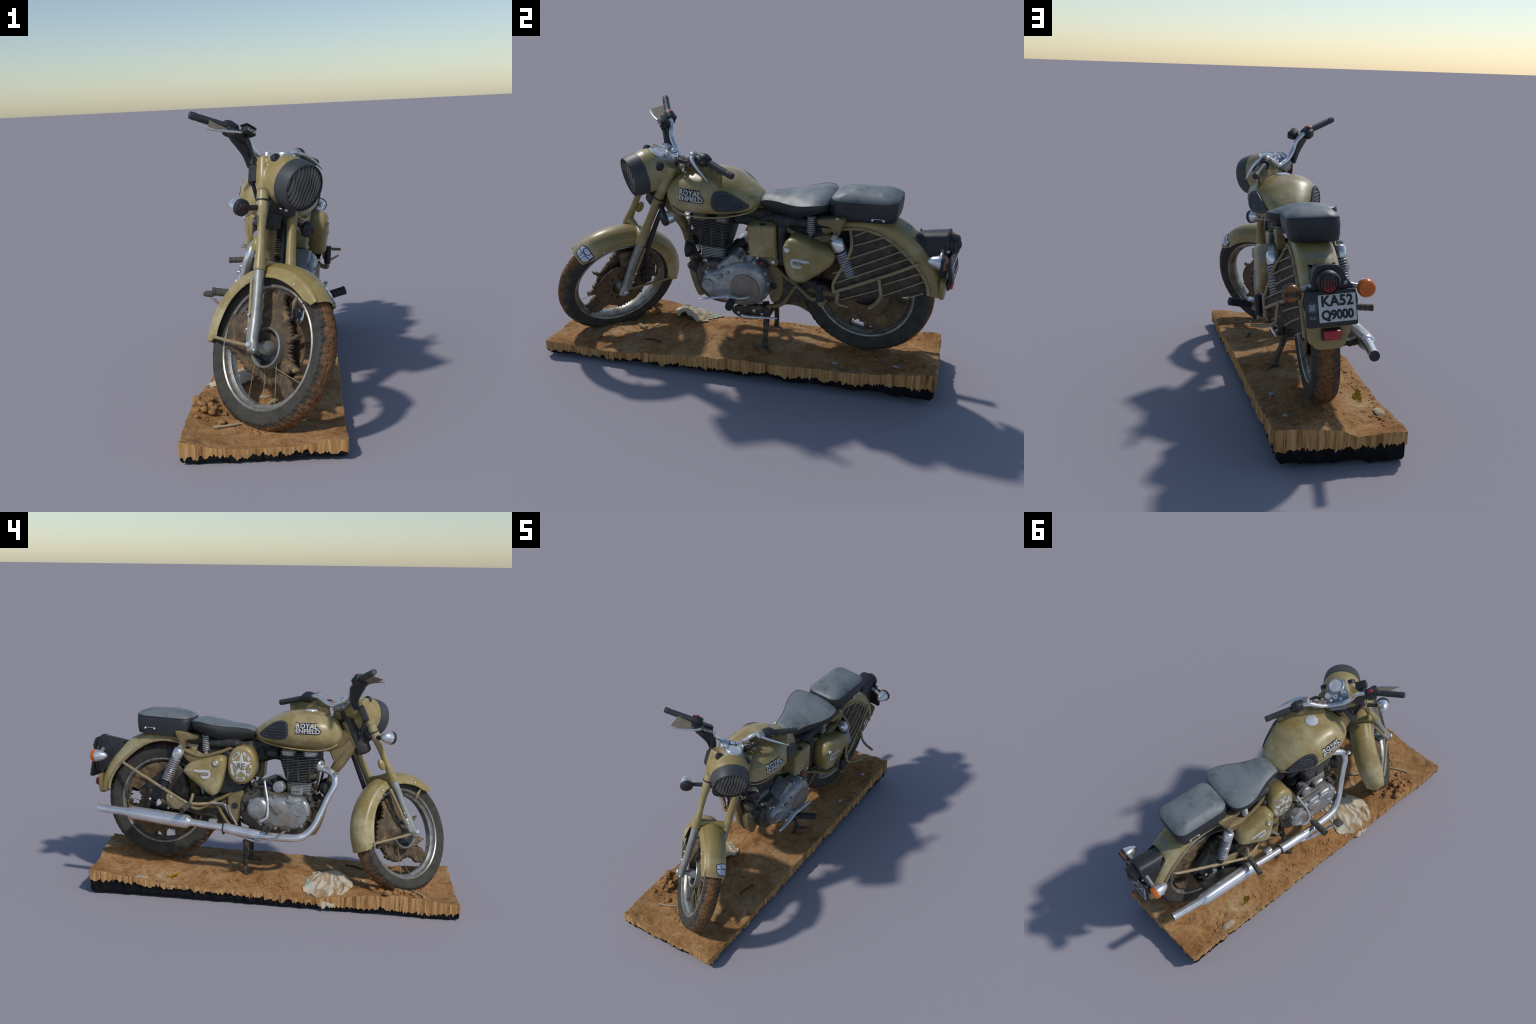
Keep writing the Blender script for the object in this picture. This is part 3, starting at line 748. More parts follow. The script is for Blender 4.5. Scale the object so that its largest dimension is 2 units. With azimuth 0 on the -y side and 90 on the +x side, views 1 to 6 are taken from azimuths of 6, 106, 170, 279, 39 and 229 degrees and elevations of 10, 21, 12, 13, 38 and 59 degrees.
for px_ in (-.086, .062):
    p = B(); p.revolve([(-.012, .019), (.004, .0215), (.012, .019), (.016, .008)], (px_, -.052, .7235), (0, -1, .18), 18); p.make('pilot_lamp', bike, M_BLACK, FF)
# gauges on the top plate
tp = V((-.05, -.136, .989)).normalized()
g = B(); g.slab([(-.075, .05), (-.065, -.01), (-.06, -.06), (-.015, -.082), (.03, -.06), (.045, -.01), (.055, .05), (-.01, .075)], .735, .757, .006, lambda a, b_, q: (a, b_, q+.14*b_+.003), n=4); g.make('top_plate', bike, M_ALU, FF)
for (x, y, z, r) in ((-.014, -.032, .762, .0415), (.032, .022, .768, .019), (-.056, .022, .766, .021)):
    g = B(); g.revolve([(-.012, r), (.004, r), (.007, r*.95), (.007, r*.86), (.003, r*.84)], (x, y, z), tp, 32, cap=False); gg = g.make('gauge_bezel', bike, M_CHROME, FF)
    g = B(); g.revolve([(.0032, r*.86), (.0045, r*.4), (.005, 0)], (x, y, z), tp, 28, cap=False); g.make('gauge_face', gg, M_GLASS, FF)
for (x, y, z, r) in ((-.008, .038, .775, .014), (-.035, .05, .772, .010), (.02, .05, .772, .010)):
    g = B(); g.ball((x, y, z), r, 14, (1, 1, .7)); g.make('clamp_bolt', bike, M_CHROME, FF)
tkl = B(); tkl.box((-.011, .070, .742), (.09, .05, .03), .008); tkl.make('bar_clamp', bike, M_ALU, FF)

# ------------------------------------------------------------------ handlebar
hb = B()
hb.tube([(-.37, .13, .858), (-.243, .089, .849), (-.18, .076, .842), (-.133, .067, .822), (-.100, .067, .786), (-.05, .074, .766), (0, .074, .763), (.042, .073, .765), (.078, .077, .797), (.115, .075, .832), (.16, .079, .846), (.216, .094, .853), (.34, .13, .873)], .0115, 14, n=8)
bar = hb.make('handlebar', bike, M_CHROME, FF)
for pts, nm in ((((-.238, .0875, .846), (-.31, .111, .851), (-.352, .124, .854), (-.358, .1265, .855), (-.379, .133, .857)), 'l'), (((.205, .091, .852), (.28, .112, .863), (.32, .124, .8695), (.327, .1265, .871), (.349, .133, .875)), 'r')):
    g = B(); g.tube(pts, [.0150, .0150, .0145, .0160, .0145], 16, n=6)
    for q in range(9):
        u = q/9; p = np.array(pts[0])*(1-u)+np.array(pts[2])*u; ax = np.array(pts[2])-np.array(pts[0])
        g.revolve([(-.003, .0152), (0, .0160), (.003, .0152)], p, ax, 16)
    g.make('grip', bar, M_RUBBER, FF)
sw = B(); sw.tube([(-.238, .088, .849), (-.215, .083, .847), (-.185, .078, .843)], [.022, .026, .022], 16); sw.box((-.208, .094, .838), (.05, .035, .05), .008)
sw.make('switch_housing', bar, M_BLACK, FF)
rb = B(); rb.ball((-.215, .084, .870), .010, 12, (1.4, 1, .6)); rb.make('kill_switch', bar, M_RED, FF)
sw = B(); sw.tube([(.205, .091, .852), (.18, .082, .849), (.15, .077, .843)], [.023, .030, .022], 16); sw.box((.172, .074, .838), (.055, .05, .045), .01)
sw.make('switch_housing', bar, M_BLACK, FF)
yb = B(); yb.box((.196, .062, .846), (.014, .01, .012), .003); yb.make('indicator_switch', bar, M_YELLOW, FF)
mc = B(); mc.box((-.163, .028, .831), (.056, .040, .030), .006, Matrix.Rotation(.12, 3, 'Y')); mc.box((-.163, .030, .850), (.058, .042, .007), .003, Matrix.Rotation(.12, 3, 'Y')); mc.box((-.165, .055, .832), (.03, .04, .025), .006)
mc.make('brake_reservoir', bar, M_BLACK, FF)
v_, f_ = text_mesh('GOE', .022, .0006)
tb = B(); tb.add([(-.163+p[0], .0065-p[2], .829+p[1]*.85-.12*p[0]) for p in v_], f_); tb.make('reservoir_lettering', bar, M_WHITE, FF)
lv = B(); lv.tube([(-.175, .048, .828), (-.20, .036, .818), (-.25, .036, .806), (-.31, .048, .795), (-.358, .061, .788)], [.010, .009, .007, .006, .0025], 9, flat=(1, .7))
lv.make('brake_lever', bar, M_CHROME, FF)
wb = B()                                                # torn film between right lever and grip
rows = [[tuple(np.array(a)*(1-u)+np.array(b_)*u+np.array((0, 0, .002*w_))) for u in np.linspace(0, 1, 6)] for a, b_, w_ in zip(
    catmull([(-.235, .080, .838), (-.27, .095, .842), (-.30, .105, .846)], 4), catmull([(-.215, .040, .806), (-.29, .046, .794), (-.345, .057, .788)], 4), range(99))]
wb.loft([r+[(a, b_+.001, c-.0025) for a, b_, c in r[::-1]] for r in rows]); wb.make('lever_film', bar, simple('tan_film', (.26, .225, .155), (.19, .165, .11), .8, scale=30), FF)
lv = B(); lv.tube([(.135, .045, .835), (.165, .030, .832), (.21, .030, .826), (.26, .040, .819), (.305, .052, .811)], [.011, .010, .008, .006, .002], 9, flat=(1, .7))
lv.make('clutch_lever', bar, M_CHROME, FF)
pv = B(); pv.box((.135, .055, .838), (.04, .04, .035), .008); pv.make('lever_perch', bar, M_ALU, FF)
cb = B()                                                # bundles of cables
for k, (x, y) in enumerate(((-.20, .055), (-.185, .04), (-.17, .06), (-.215, .045), (-.165, .035), (-.19, .07))):
    cb.tube([(x, y, .825), (-.165+.006*k, .052+.003*k, .800), (-.130+.005*k, .052+.004*k, .775), (-.112+.004*k, .052, .735), (-.112, .048, .69), (-.108, .045, .64), (-.05, .06, .56)], .008 if k < 3 else .0065, 8, n=5)
cb.box((-.198, .055, .808), (.085, .04, .026), .008, Matrix.Rotation(.30, 3, 'Y')); cb.box((-.116, .040, .672), (.026, .04, .085), .01)
for k in range(2):
    cb.tube([(.14, .06, .83), (.125, .035, .80), (.09, .02, .772+.012*k), (.065, .03, .745), (.05, .06, .68)], .006, 8)
cb.slab([(-.240, .836), (-.215, .795), (-.175, .770), (-.135, .742), (-.108, .705), (-.096, .735), (-.112, .790), (-.150, .832)], .052, .082, .008, lambda a, b_, q: (a, q, b_), n=4, both=True)
cb.make('control_cables', bike, M_BLACK, FF)
tn = B()
for k in range(26):
    r_ = random.Random(k); lump(tn, (.075+r_.uniform(-.03, .04), .05+r_.uniform(-.02, .02), .775+r_.uniform(-.012, .012)), r_.uniform(.006, .012), k, seg=8)
o = tn.make('cable_debris', bike, simple('pale_debris', (.40, .33, .27), (.13, .10, .075), .9, scale=60), FF); o['kind'] = 'stuff'

# front indicators
for x, sgn in ((-.198, -1), (.174, 1)):
    i = B(); i.tube([(sgn*.085-.01, .0, .535), (x*.75, .012, .522), (x*.93, .014, .517)], [.012, .0105, .0095], 12); ik = i.make('indicator_stalk', bike, M_BLACK, FF)
    ax = V((0, -.89, -.42)).normalized()
    i = B(); i.revolve([(-.050, .003), (-.046, .014), (-.036, .023), (-.018, .030), (.006, .0325), (.012, .0315)], (x, .016, .515), ax, 24); i.make('indicator_shell', ik, M_CHROME, FF)
    i = B(); i.revolve([(.006, .0335), (.022, .033), (.028, .026), (.031, .012), (.032, 0)], (x, .016, .515), ax, 24, cap=False); i.make('indicator_lens', ik, M_BLACK, FF)
    i = B()
    for k in range(-3, 4):
        L = math.sqrt(.026**2-(k*.0068)**2); c_ = V((x+k*.0068, .016, .515))+ax*.0315; u_ = V((0, -ax.z, ax.y))
        i.tube([tuple(c_-u_*L-ax*.006), tuple(c_), tuple(c_+u_*L-ax*.006)], .0016, 6)
    i.make('indicator_grille', ik, simple('dark_red_grille', (.10, .02, .018), (.05, .015, .015), .5, scale=40), FF)

# ------------------------------------------------------------------ fuel tank
TC = .012
TOP = [(-.374, .862), (-.368, .885), (-.352, .914), (-.326, .940), (-.285, .960), (-.24, .971), (-.16, .974), (-.09, .969), (-.05, .959), (-.02, .943), (.036, .908), (.075, .878), (.090, .862)]
BOT = [(-.374, .846), (-.368, .828), (-.345, .800), (-.297, .777), (-.213, .771), (-.1, .778), (0, .791), (.054, .806), (.078, .826), (.090, .845)]
HWT = [(-.374, .030), (-.368, .070), (-.352, .105), (-.326, .130), (-.285, .150), (-.24, .161), (-.15, .166), (-.09, .160), (-.02, .132), (.036, .102), (.066, .080), (.083, .055), (.090, .02)]
def smooth_table(tab, x):
    return interp(x, tab)
def spow(v, e): return math.copysign(abs(v)**e, v)
tank = B(); rings = []
TS = sorted(set([-.374, -.372, -.369, -.365, -.36]+list(np.linspace(-.352, .075, 56))+[.08, .084, .087, .090]))
def tabs(tab):
    pts = catmull(tab, 8); return [(float(p[0]), float(p[1])) for p in pts]
TOPs, BOTs, HWs = tabs(TOP), tabs(BOT), tabs(HWT)
for t in TS:
    tp_, bt_, hw_ = interp(t, TOPs), interp(t, BOTs), interp(t, HWs)
    hm = bt_+(tp_-bt_)*.46; row = []
    for k in range(64):
        a = 2*PI*k/64; c_, s_ = math.cos(a), math.sin(a)
        if s_ >= 0: e = .80; p = (hw_*spow(c_, .80), hm+(tp_-hm)*spow(s_, .88))
        else: p = (hw_*spow(c_, .80), hm+(hm-bt_)*spow(s_, .80))
        row.append((TC+p[0], t+.0, p[1]+.0015*noise3((p[0], t, p[1]), 10, 3)))
    rings.append(row)
tank.loft(rings)
tank_o = tank.make('fuel_tank', bike, M_PAINT, FM, 180)
TB = tank.bvh()
def tank_hit(t, h, side, off=0.0):
    hit = TB.ray_cast(V((TC+side*.4, t, h)), V((-side, 0, 0)))
    if hit[0] is None: return None
    n = hit[1] if hit[1].x*side > 0 else -hit[1]
    return hit[0]+n*off
# raised welded lip round the bottom
lp = B()
for side in (1, -1):
    pts = []
    for t in np.linspace(-.35, .075, 30):
        b_ = interp(t, BOTs); hw_ = interp(t, HWs); pts.append((TC+side*hw_*.80, t, b_+.006))
    lp.tube(pts, .004, 7, smooth=False)
lp.make('tank_seam', tank_o, M_PAINT, FM)
# knee pads
PAD = [(-.106, .898), (-.097, .917), (-.072, .922), (-.036, .913), (.008, .886), (.050, .849), (.040, .836), (.0, .828), (-.075, .827), (-.102, .842), (-.109, .870)]
for side in (1, -1):
    P = [np.array(q) for q in catmull(PAD, 6, True)]; cen_ = np.mean(P, axis=0); rings = []
    for k in range(34):
        u = 1-k/33*.985
        off = interp(1-u, [(0, -.002), (.02, .004), (.06, .0085), (.26, .0085), (.30, .0045), (1, .0045)])
        row = []
        for p in P:
            q = cen_+(p-cen_)*u
            of = off
            if u < .70: of += .0022*math.sin(q[1]*2*PI/.0135+.7*math.sin(q[0]*30))
            hit = tank_hit(q[0], q[1], side, of); row.append(tuple(hit))
        rings.append(row)
    kp = B(); kp.loft(rings, cap=True); kp.make('knee_pad', tank_o, M_PAD, FM, 50)
# tank lettering
def drape(b, v_, f_, hit): 
    pts = []
    for p in v_:
        q = hit(p); pts.append(tuple(q) if q is not None else (TC, 0, .9))
    b.add(pts, f_)
for side in (1, -1):
    for (off, mat, base, nm) in ((.0058, M_LETTERBLK, .0004, 'lettering_outline'), (.0010, M_WHITE, .0022, 'tank_lettering')):
        b = B()
        for txt, dt, dh, sz, sp in (('ROYAL', -.006, .0125, .032, 1.10), ('ENFIELD', .0, -.0125, .0315, 1.06)):
            v_, f_ = text_mesh(txt, sz, .0006, off, sp)
            drape(b, v_, f_, lambda p: tank_hit(-.207+side*(p[0]+dt), .888+p[1]+dh, side, base+p[2]*.9))
        b.make(nm, tank_o, mat, FM)
# filler cap and the patch of grime by it
cap = B(); cap.revolve([(-.01, .035), (.006, .036), (.010, .033), (.012, .02), (.0125, 0)], (.004, -.198, .968), (-.02, .02, 1), 9, cap=False)
cap.make('filler_cap', tank_o, simple('bright_cap', (.80, .82, .86), (.65, .67, .72), .25, .3, scale=25), FM)
gm = B(); T_ = FM.inverted() @ FF; rows = []
bar_under = catmull([(.06, .075, .775), (.10, .075, .812), (.15, .077, .832), (.20, .088, .838), (.25, .104, .846), (.300, .118, .852)], 5)
for i, p in enumerate(bar_under):
    u = i/(len(bar_under)-1); top_ = T_ @ V(p)
    hit = TB.ray_cast(V((top_.x-.012*math.sin(PI*u), top_.y-.012, 1.3)), V((0, 0, -1)))
    bot = hit[0]-V((0, 0, .006)) if hit[0] is not None else top_-V((0, 0, .06))
    th = .013*(1-.4*u); col = []
    for v in np.linspace(0, 1, 9):
        q = top_*(1-v)+bot*v; w = th*(.55+.9*v*v)+.004*noise3((u*2, v*2, 0), 3, 4); col.append((q, w))
    rows.append([tuple(q+V((w, 0, 0))) for q, w in col]+[tuple(q-V((w, 0, 0))) for q, w in col[::-1]])
gm.loft(rows)
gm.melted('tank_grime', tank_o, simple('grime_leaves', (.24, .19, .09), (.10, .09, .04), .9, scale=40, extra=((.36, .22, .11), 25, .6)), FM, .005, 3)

# ------------------------------------------------------------------ saddle and pillion seat
def dents(p, k, seed): return k*noise3(p, 9, seed)+k*.5*noise3(p, 22, seed+4)
SAD = [  # t, half width, top centre, top edge, bottom
    (.082, .050, .862, .850, .830), (.090, .062, .872, .856, .820), (.12, .070, .882, .866, .812), (.17, .085, .889, .872, .802), (.22, .106, .893, .874, .797),
    (.27, .132, .903, .880, .805), (.31, .147, .909, .887, .822), (.35, .151, .914, .895, .836), (.385, .142, .915, .897, .845), (.408, .115, .909, .893, .850), (.420, .07, .902, .890, .858), (.424, .03, .893, .888, .865)]
cols = list(zip(*[tabs([(r[0], r[i]) for r in SAD]) for i in (1, 2, 3, 4)]))
side_b, top_b = B(), B(); r_side, r_top, pipe_l, pipe_r = [], [], [], []
SC = -.006
for (a, b1, c1, d1) in cols:
    t, hw_, tc_, te_, bt_ = a[0], a[1], b1[1], c1[1], d1[1]
    ring_s = [(SC-hw_*.98, t, te_)]+[(SC-hw_*(1.0 if k < 3 else .96-.09*(k-3)), t, te_-(te_-bt_)*k/6) for k in range(1, 7)]
    ring_s += [(SC+(p[0]-SC)*-1, p[1], p[2]) for p in ring_s[::-1]]
    r_side.append(ring_s)
    row = []
    for k in range(25):
        u = -1+2*k/24; z = te_+(tc_-te_)*(1-abs(u)**2.6)+.003*abs(u)*0
        p = (SC+u*hw_*.985, t, z); p = (p[0], p[1], p[2]+dents(p, .0028, 3)*(1-abs(u)**4)); row.append(p)
    r_top.append(row); pipe_l.append((SC-hw_*.985, t, te_+.0005)); pipe_r.append((SC+hw_*.985, t, te_+.0005))
side_b.loft([r_[:7]+r_[7:] for r_ in r_side]); top_b.loft(r_top, cap=False, closed=False)
sad = side_b.make('saddle', bike, M_SEATSIDE, FM, 60); top_b.make('saddle_cover', sad, M_SEATTOP, FM, 180)
pp = B(); pp.tube(pipe_l[2:]+pipe_r[::-1][:-2], .0017, 7, smooth=False); pp.make('saddle_piping', sad, M_PIPING, FM)

def rounded_rect(cx_, cy_, hx_, hy_, r, n=8):
    out = []
    for (sx, sy, a0) in ((1, 1, 0), (-1, 1, PI/2), (-1, -1, PI), (1, -1, 1.5*PI)):
        for k in range(n+1):
            a = a0+PI/2*k/n; out.append((cx_+sx*(hx_-r)+r*math.cos(a), cy_+sy*(hy_-r)+r*math.sin(a)))
    return out
PC, PT = -.006, .574
def pil_top(s_, t): return .908+.014*max(0, (t-.58)/.14)**1.2+.003*max(0, (.48-t)/.06)+.05*(s_-PC)
pil = B(); rings = []
for (hx_, hy_, r, dz) in ((.085, .132, .03, -.098), (.096, .140, .035, -.094), (.101, .146, .04, -.07), (.105, .151, .048, -.03), (.105, .151, .052, -.004), (.103, .149, .052, 0), (.09, .136, .040, -.02)):
    rings.append([(PC+x, PT+y+.0, pil_top(PC+x, PT+y)*(1 if dz > -.05 else .0)+(0 if dz > -.05 else .914+.06*x)+dz+(.010*y/.15 if dz < -.05 else 0)) for x, y in rounded_rect(0, 0, hx_, hy_, r)])
pil.loft(rings); pl = pil.make('pillion_seat', bike, M_SEATSIDE, FM, 60)
pt_ = B(); rings = []
for k in range(24):
    u = 1-(k/23)**1.6*.99
    row = []
    for x, y in rounded_rect(0, 0, .1045, .1505, .052, 10):
        p = (PC+x*u, PT+y*u, pil_top(PC+x*u, PT+y*u)+.001+.042*(1-u**2.6)**.72); row.append((p[0], p[1], p[2]+dents(p, .004, 9)*(1-u**6)))
    rings.append(row)
pt_.loft(rings); pt_.make('pillion_cover', pl, M_SEATTOP, FM, 180)
pp = B(); pp.tube([(PC+x, PT+y, pil_top(PC+x, PT+y)+.0005) for x, y in rounded_rect(0, 0, .1045, .1505, .052, 8)], .0018, 7, smooth=False, closed=True); pp.make('pillion_piping', pl, M_PIPING, FM)
for side in (1, -1):
    s_ = PC+side*.1045; b = B()
    b.ball((s_, .618, .846), .0065, 10); b.ball((s_, .668, .848), .0065, 10); b.tube([(s_, .618, .851), (s_, .668, .853)], .0018, 6, smooth=False); b.make('strap_bolt', pl, M_CHROME, FM)
jn = B(); jn.box((PC, .428, .868), (.15, .03, .06), .012); jn.make('seat_gap_filler', bike, M_SEATSIDE, FM)

# ------------------------------------------------------------------ rear fender, tail
RIB = catmull([(.395, .735), (.47, .773), (.53, .785), (.59, .786), (.66, .768), (.725, .729), (.785, .676), (.836, .618), (.870, .556), (.880, .500)], 8)
CRN = catmull([(.370, .795), (.46, .822), (.55, .832), (.63, .830), (.70, .816), (.755, .792), (.81, .750), (.865, .690), (.910, .615), (.936, .545), (.942, .485)], 8)
def at(path, u):
    x = u*(len(path)-1); i = min(int(x), len(path)-2); return path[i]+(path[i+1]-path[i])*(x-i)
FC = -.002
def rf_ring(u, thick=0):
    a, c_ = at(RIB, u), at(CRN, u); d_ = c_-a; L = np.linalg.norm(d_); d_ = d_/L; out = []
    if u > .9: a = a+d_*.0
    hw_ = .079-.006*max(0, (u-.8)/.2)
    for k in range(25):
        q = PI*k/24; x = spow(math.cos(q), .62)*(hw_-thick); y = (L-thick)*spow(math.sin(q), .70)
        p = a+d_*y; out.append((FC+x, p[0], p[1]))
    return out
rf = B(); outer = [rf_ring(k/60) for k in range(61)]; inner = [rf_ring(k/60, .005)[::-1] for k in range(61)]
rf.loft([a+b_ for a, b_ in zip(outer, inner)], cap=False)
for row in (0, -1):
    o_, i_ = outer[row], inner[row][::-1]; rf.add(o_+i_, [(j, j+1, 25+j+1, 25+j) for j in range(24)])
rfo = rf.make('rear_fender', bike, M_PAINT, FM, 60)
rib = B()
for side in (1, -1): rib.tube([(FC+side*.081, p[0], p[1]) for p in RIB[8::3]], .0085, 10, smooth=False)
rib.make('fender_rib', rfo, M_TUBE, FM)
RB_ = rf.bvh()
# small mark on the fender behind the seat
b = B()
for txt, dy, sz in (('ROYAL', .012, .022), ('ENFIELD', -.008, .019)):
    v_, f_ = text_mesh(txt, sz, .0005)
    def fh(p):
        h_ = RB_.ray_cast(V((FC+.004-p[0]*1.1, .764-(p[1]+dy)*.72, .86)), V((0, 0, -1)))
        return h_[0]+(h_[1] if h_[1].z > 0 else -h_[1])*(.001+p[2]) if h_[0] is not None else None
    drape(b, v_, f_, fh)
b.make('fender_lettering', rfo, simple('faded_blue_decal', (.36, .42, .46), (.28, .33, .36), .5, scale=40), FM)
# flap tip below plate
fl = B(); fl.slab([(-.068, .58), (.066, .58), (.07, .53), (.062, .492), (.04, .474), (-.04, .474), (-.062, .492), (-.072, .53)], .925, .945, .008, lambda a, b_, s: (FC+a, s, b_), n=4)
fl.make('fender_flap', rfo, M_PAINT, FM)
# black tail housing
tl = B()
def tail_ring(t, top, bot, wt, wb): return [(FC-.008+x, t, z) for x, z in ((-wt*.55, top+.008), (wt*.55, top+.008), (wt*.85, top), (wt, top-.012), (wb, bot+.03), (wb, bot), (-wb, bot), (-wb, bot+.03), (-wt, top-.012), (-wt*.85, top))]
tl.loft([tail_ring(.806, .757, .735, .044, .052), tail_ring(.85, .766, .690, .048, .056), tail_ring(.90, .774, .62, .049, .054), tail_ring(.935, .780, .575, .049, .050)])
tail = tl.make('tail_housing', bike, M_BLACK, FM, 35)
sh = B()
sh.slab([(-.105, .64), (-.095, .700), (-.070, .735), (-.056, .770), (-.03, .790), (.03, .790), (.050, .770), (.062, .735), (.085, .700), (.095, .64), (.06, .60), (-.07, .60)], .936, .946, .003, lambda a, b_, s: (FC-.007+a, s, b_), n=4)
sh.make('lamp_bracket', tail, M_BLACK, FM)
b = B(); b.ball((.058, .948, .722), .009, 10); b.ball((-.070, .948, .722), .009, 10); b.make('bracket_bolt', tail, M_ALU, FM)
LC = V((-.008, .933, .731))
lm = B(); lm.revolve([(0, .046), (.018, .046), (.036, .042), (.040, .038)], LC, (0, 1, .03), 32); lamp = lm.make('tail_lamp', tail, M_BLACK, FM)
lm = B(); lm.revolve([(.040, .037), (.050, .032), (.056, .018), (.058, 0)], LC, (0, 1, .03), 28, cap=False); lm.make('tail_lens', lamp, M_LENSRED, FM)
lm = B()
for k in range(-3, 4):
    x = k*.0112; L = math.sqrt(.038**2-x*x)
    lm.tube([(LC.x+x, LC.y+.036, LC.z-L), (LC.x+x, LC.y+.0555-abs(k)*.0022, LC.z-L*.45), (LC.x+x, LC.y+.061-abs(k)*.0022, LC.z), (LC.x+x, LC.y+.0555-abs(k)*.0022, LC.z+L*.45), (LC.x+x, LC.y+.036, LC.z+L)], .0034, 7)
lm.revolve([(.036, .045), (.05, .041), (.054, .036), (.048, .034)], LC, (0, 1, .03), 32, cap=False)
lm.ball((LC.x, LC.y+.048, LC.z+.024), .018, 12, (1.5, .6, .9))
lm.make('lamp_grille', lamp, M_BLACK, FM)
# number plate
PTILT = Matrix.Rotation(.15, 3, 'X')
def plate3(x, y, d): 
    p = PTILT @ V((x, d, y)); return (-.012+p.x, .9685+p.y, .636+p.z)
np_ = B(); np_.slab(rounded_rect(0, 0, .094, .066, .008, 3), -.012, .004, .004, lambda a, b_, s: plate3(a, b_, s), smooth=False); plate = np_.make('number_plate', bike, M_BLACK, FM)
w = B(); w.slab(rounded_rect(-.022, .001, .068, .050, .003, 2), .003, .0052, .0006, lambda a, b_, s: plate3(a, b_, s), smooth=False); w.make('plate_face', plate, M_WHITE, FM)
for txt, x, y, sz, sp in (('KA52', -.022, .026, .050, 1.06), ('Q9000', -.021, -.024, .044, .96)):
    v_, f_ = text_mesh(txt, sz, .0008, .0018, sp); q = B(); q.add([plate3(x-p[0]*.97, y+p[1]*1.05, .0056+p[2]) for p in v_], f_); q.make('plate_lettering', plate, M_LETTERBLK, FM)
em = B(); em.slab(rounded_rect(.069, .008, .011, .012, .002, 2), .003, .0055, .0006, lambda a, b_, s: plate3(a, b_, s), smooth=False)
for k in range(12):
    a = 2*PI*k/12; em.slab(rounded_rect(.069+.017*math.cos(a), .008+.018*math.sin(a), .0018, .0018, .0004, 1), .003, .0052, .0003, lambda a_, b_, s: plate3(a_, b_, s), smooth=False)
v_, f_ = text_mesh('IND', .015, .0006, .0002); em.add([plate3(.068-p[0], -.030+p[1], .0052+p[2]) for p in v_], f_)
em.make('plate_emblem', plate, simple('grey_print', (.30, .32, .35), (.22, .23, .25), .5, scale=40), FM)
rr = B(); rr.box((-.012, .966, .535), (.062, .016, .036), .004, Matrix.Rotation(.12, 3, 'X')); rr.make('rear_reflector', bike, M_RED, FM)
rr = B(); rr.box((-.010, .955, .535), (.075, .012, .044), .004, Matrix.Rotation(.12, 3, 'X')); rr.make('reflector_mount', bike, M_BLACK, FM)
for s_, t_, h_, left in ((-.150, .928, .690, False), (.125, .932, .697, True)):
    sg = 1 if s_ > 0 else -1
    i = B(); i.tube([(sg*.05-.01, .925, .715), (s_*.75, .925, .70), (s_*.95, .925, .693)], [.012, .010, .009], 10); ik = i.make('indicator_stalk', bike, M_ALU, FM)
    i = B(); i.revolve([(-.064, .003), (-.058, .012), (-.040, .023), (-.015, .031), (.0, .033), (.006, .032)], (s_, t_, h_), (0, 1, -.04), 26); i.make('indicator_shell', ik, M_CHROME, FM)
    i = B(); i.revolve([(.0, .0345), (.014, .034), (.022, .028), (.025, .014), (.026, 0)], (s_, t_, h_), (0, 1, -.04), 26, cap=False); i.make('indicator_lens', ik, M_AMBERDK if left else M_ORANGE, FM)
    if left:
        i = B()
        for k in range(-3, 4):
            L = math.sqrt(.03**2-(k*.0085)**2); i.tube([(s_+k*.0085, t_+.012, h_-L), (s_+k*.0085, t_+.027, h_), (s_+k*.0085, t_+.012, h_+L)], .0024, 6)
        i.revolve([(.0, .036), (.012, .036), (.017, .031), (.013, .029)], (s_, t_, h_), (0, 1, -.04), 26, cap=False)
        i.make('indicator_grille', ik, M_BLACK, FM)

# ------------------------------------------------------------------ frame
fr = B()
fr.tube([(.006, -.445, .795), (.0, -.385, .93)], .030, 18, smooth=False)
fr.tube([(.004, -.425, .80), (0, -.365, .715), (.0, -.325, .64), (.002, -.295, .50), (.004, -.262, .38), (.004, -.235, .325)], [.026, .030, .022, .019, .018, .018], 14)
fr.tube([(0, -.40, .86), (0, -.30, .80), (0, .06, .80), (0, .20, .77)], [.035, .036, .03, .02], 14)
fr.slab([(-.44, .80), (-.36, .86), (-.30, .80), (-.335, .71), (-.37, .70)], -.022, .022, .008, n=3, both=True)
for sd in (1, -1):
    s1 = sd*.098
    fr.tube([(sd*.03, .10, .785), (s1*.8, .19, .768), (s1, .25, .742), (s1*1.05, .36, .712), (s1*1.12, .46, .745)], .011, 10)
    fr.tube([(s1*.85, .118, .325), (s1, .20, .360), (s1*1.1, .262, .455), (s1*1.2, .285, .475), (s1*1.5, .36, .440), (s1*1.7, .42, .470)], .010, 10)
    fr.tube([(s1, .17, .55), (s1*1.05, .22, .51), (s1*1.1, .28, .480)], .010, 10)
    fr.slab([(.135, .552), (.20, .532), (.202, .41), (.150, .360), (.126, .46)] if sd > 0 else [(.204, .545), (.134, .548), (.132, .49), (.152, .375), (.204, .405)], s1*.80, s1*1.05, .008, n=3)
    fr.tube([(sd*.075, .20, .455), (sd*.085, .40, .450), (sd*.09, .582, .452)], [.02, .018, .016], 10)
    # shock towers and seat rails
    fr.slab([(.432, .835), (.500, .840), (.486, .795), (.472, .752), (.448, .748), (.440, .79), (.385, .80), (.375, .825)], sd*.085, sd*.122, .010, n=4)
    fr.slab([(.30, .70), (.40, .745), (.46, .74), (.44, .69), (.38, .665), (.33, .66)], sd*.085, sd*.110, .006, n=4)
fr.make('frame', bike, M_FRAME, FM)
hl = B()
for sd in (1, -1): hl.revolve([(0, .0165), (.003, .0165), (.003, .012)], (sd*.1035, .160 if sd > 0 else .170, .452 if sd > 0 else .462), (sd, 0, 0), 18)
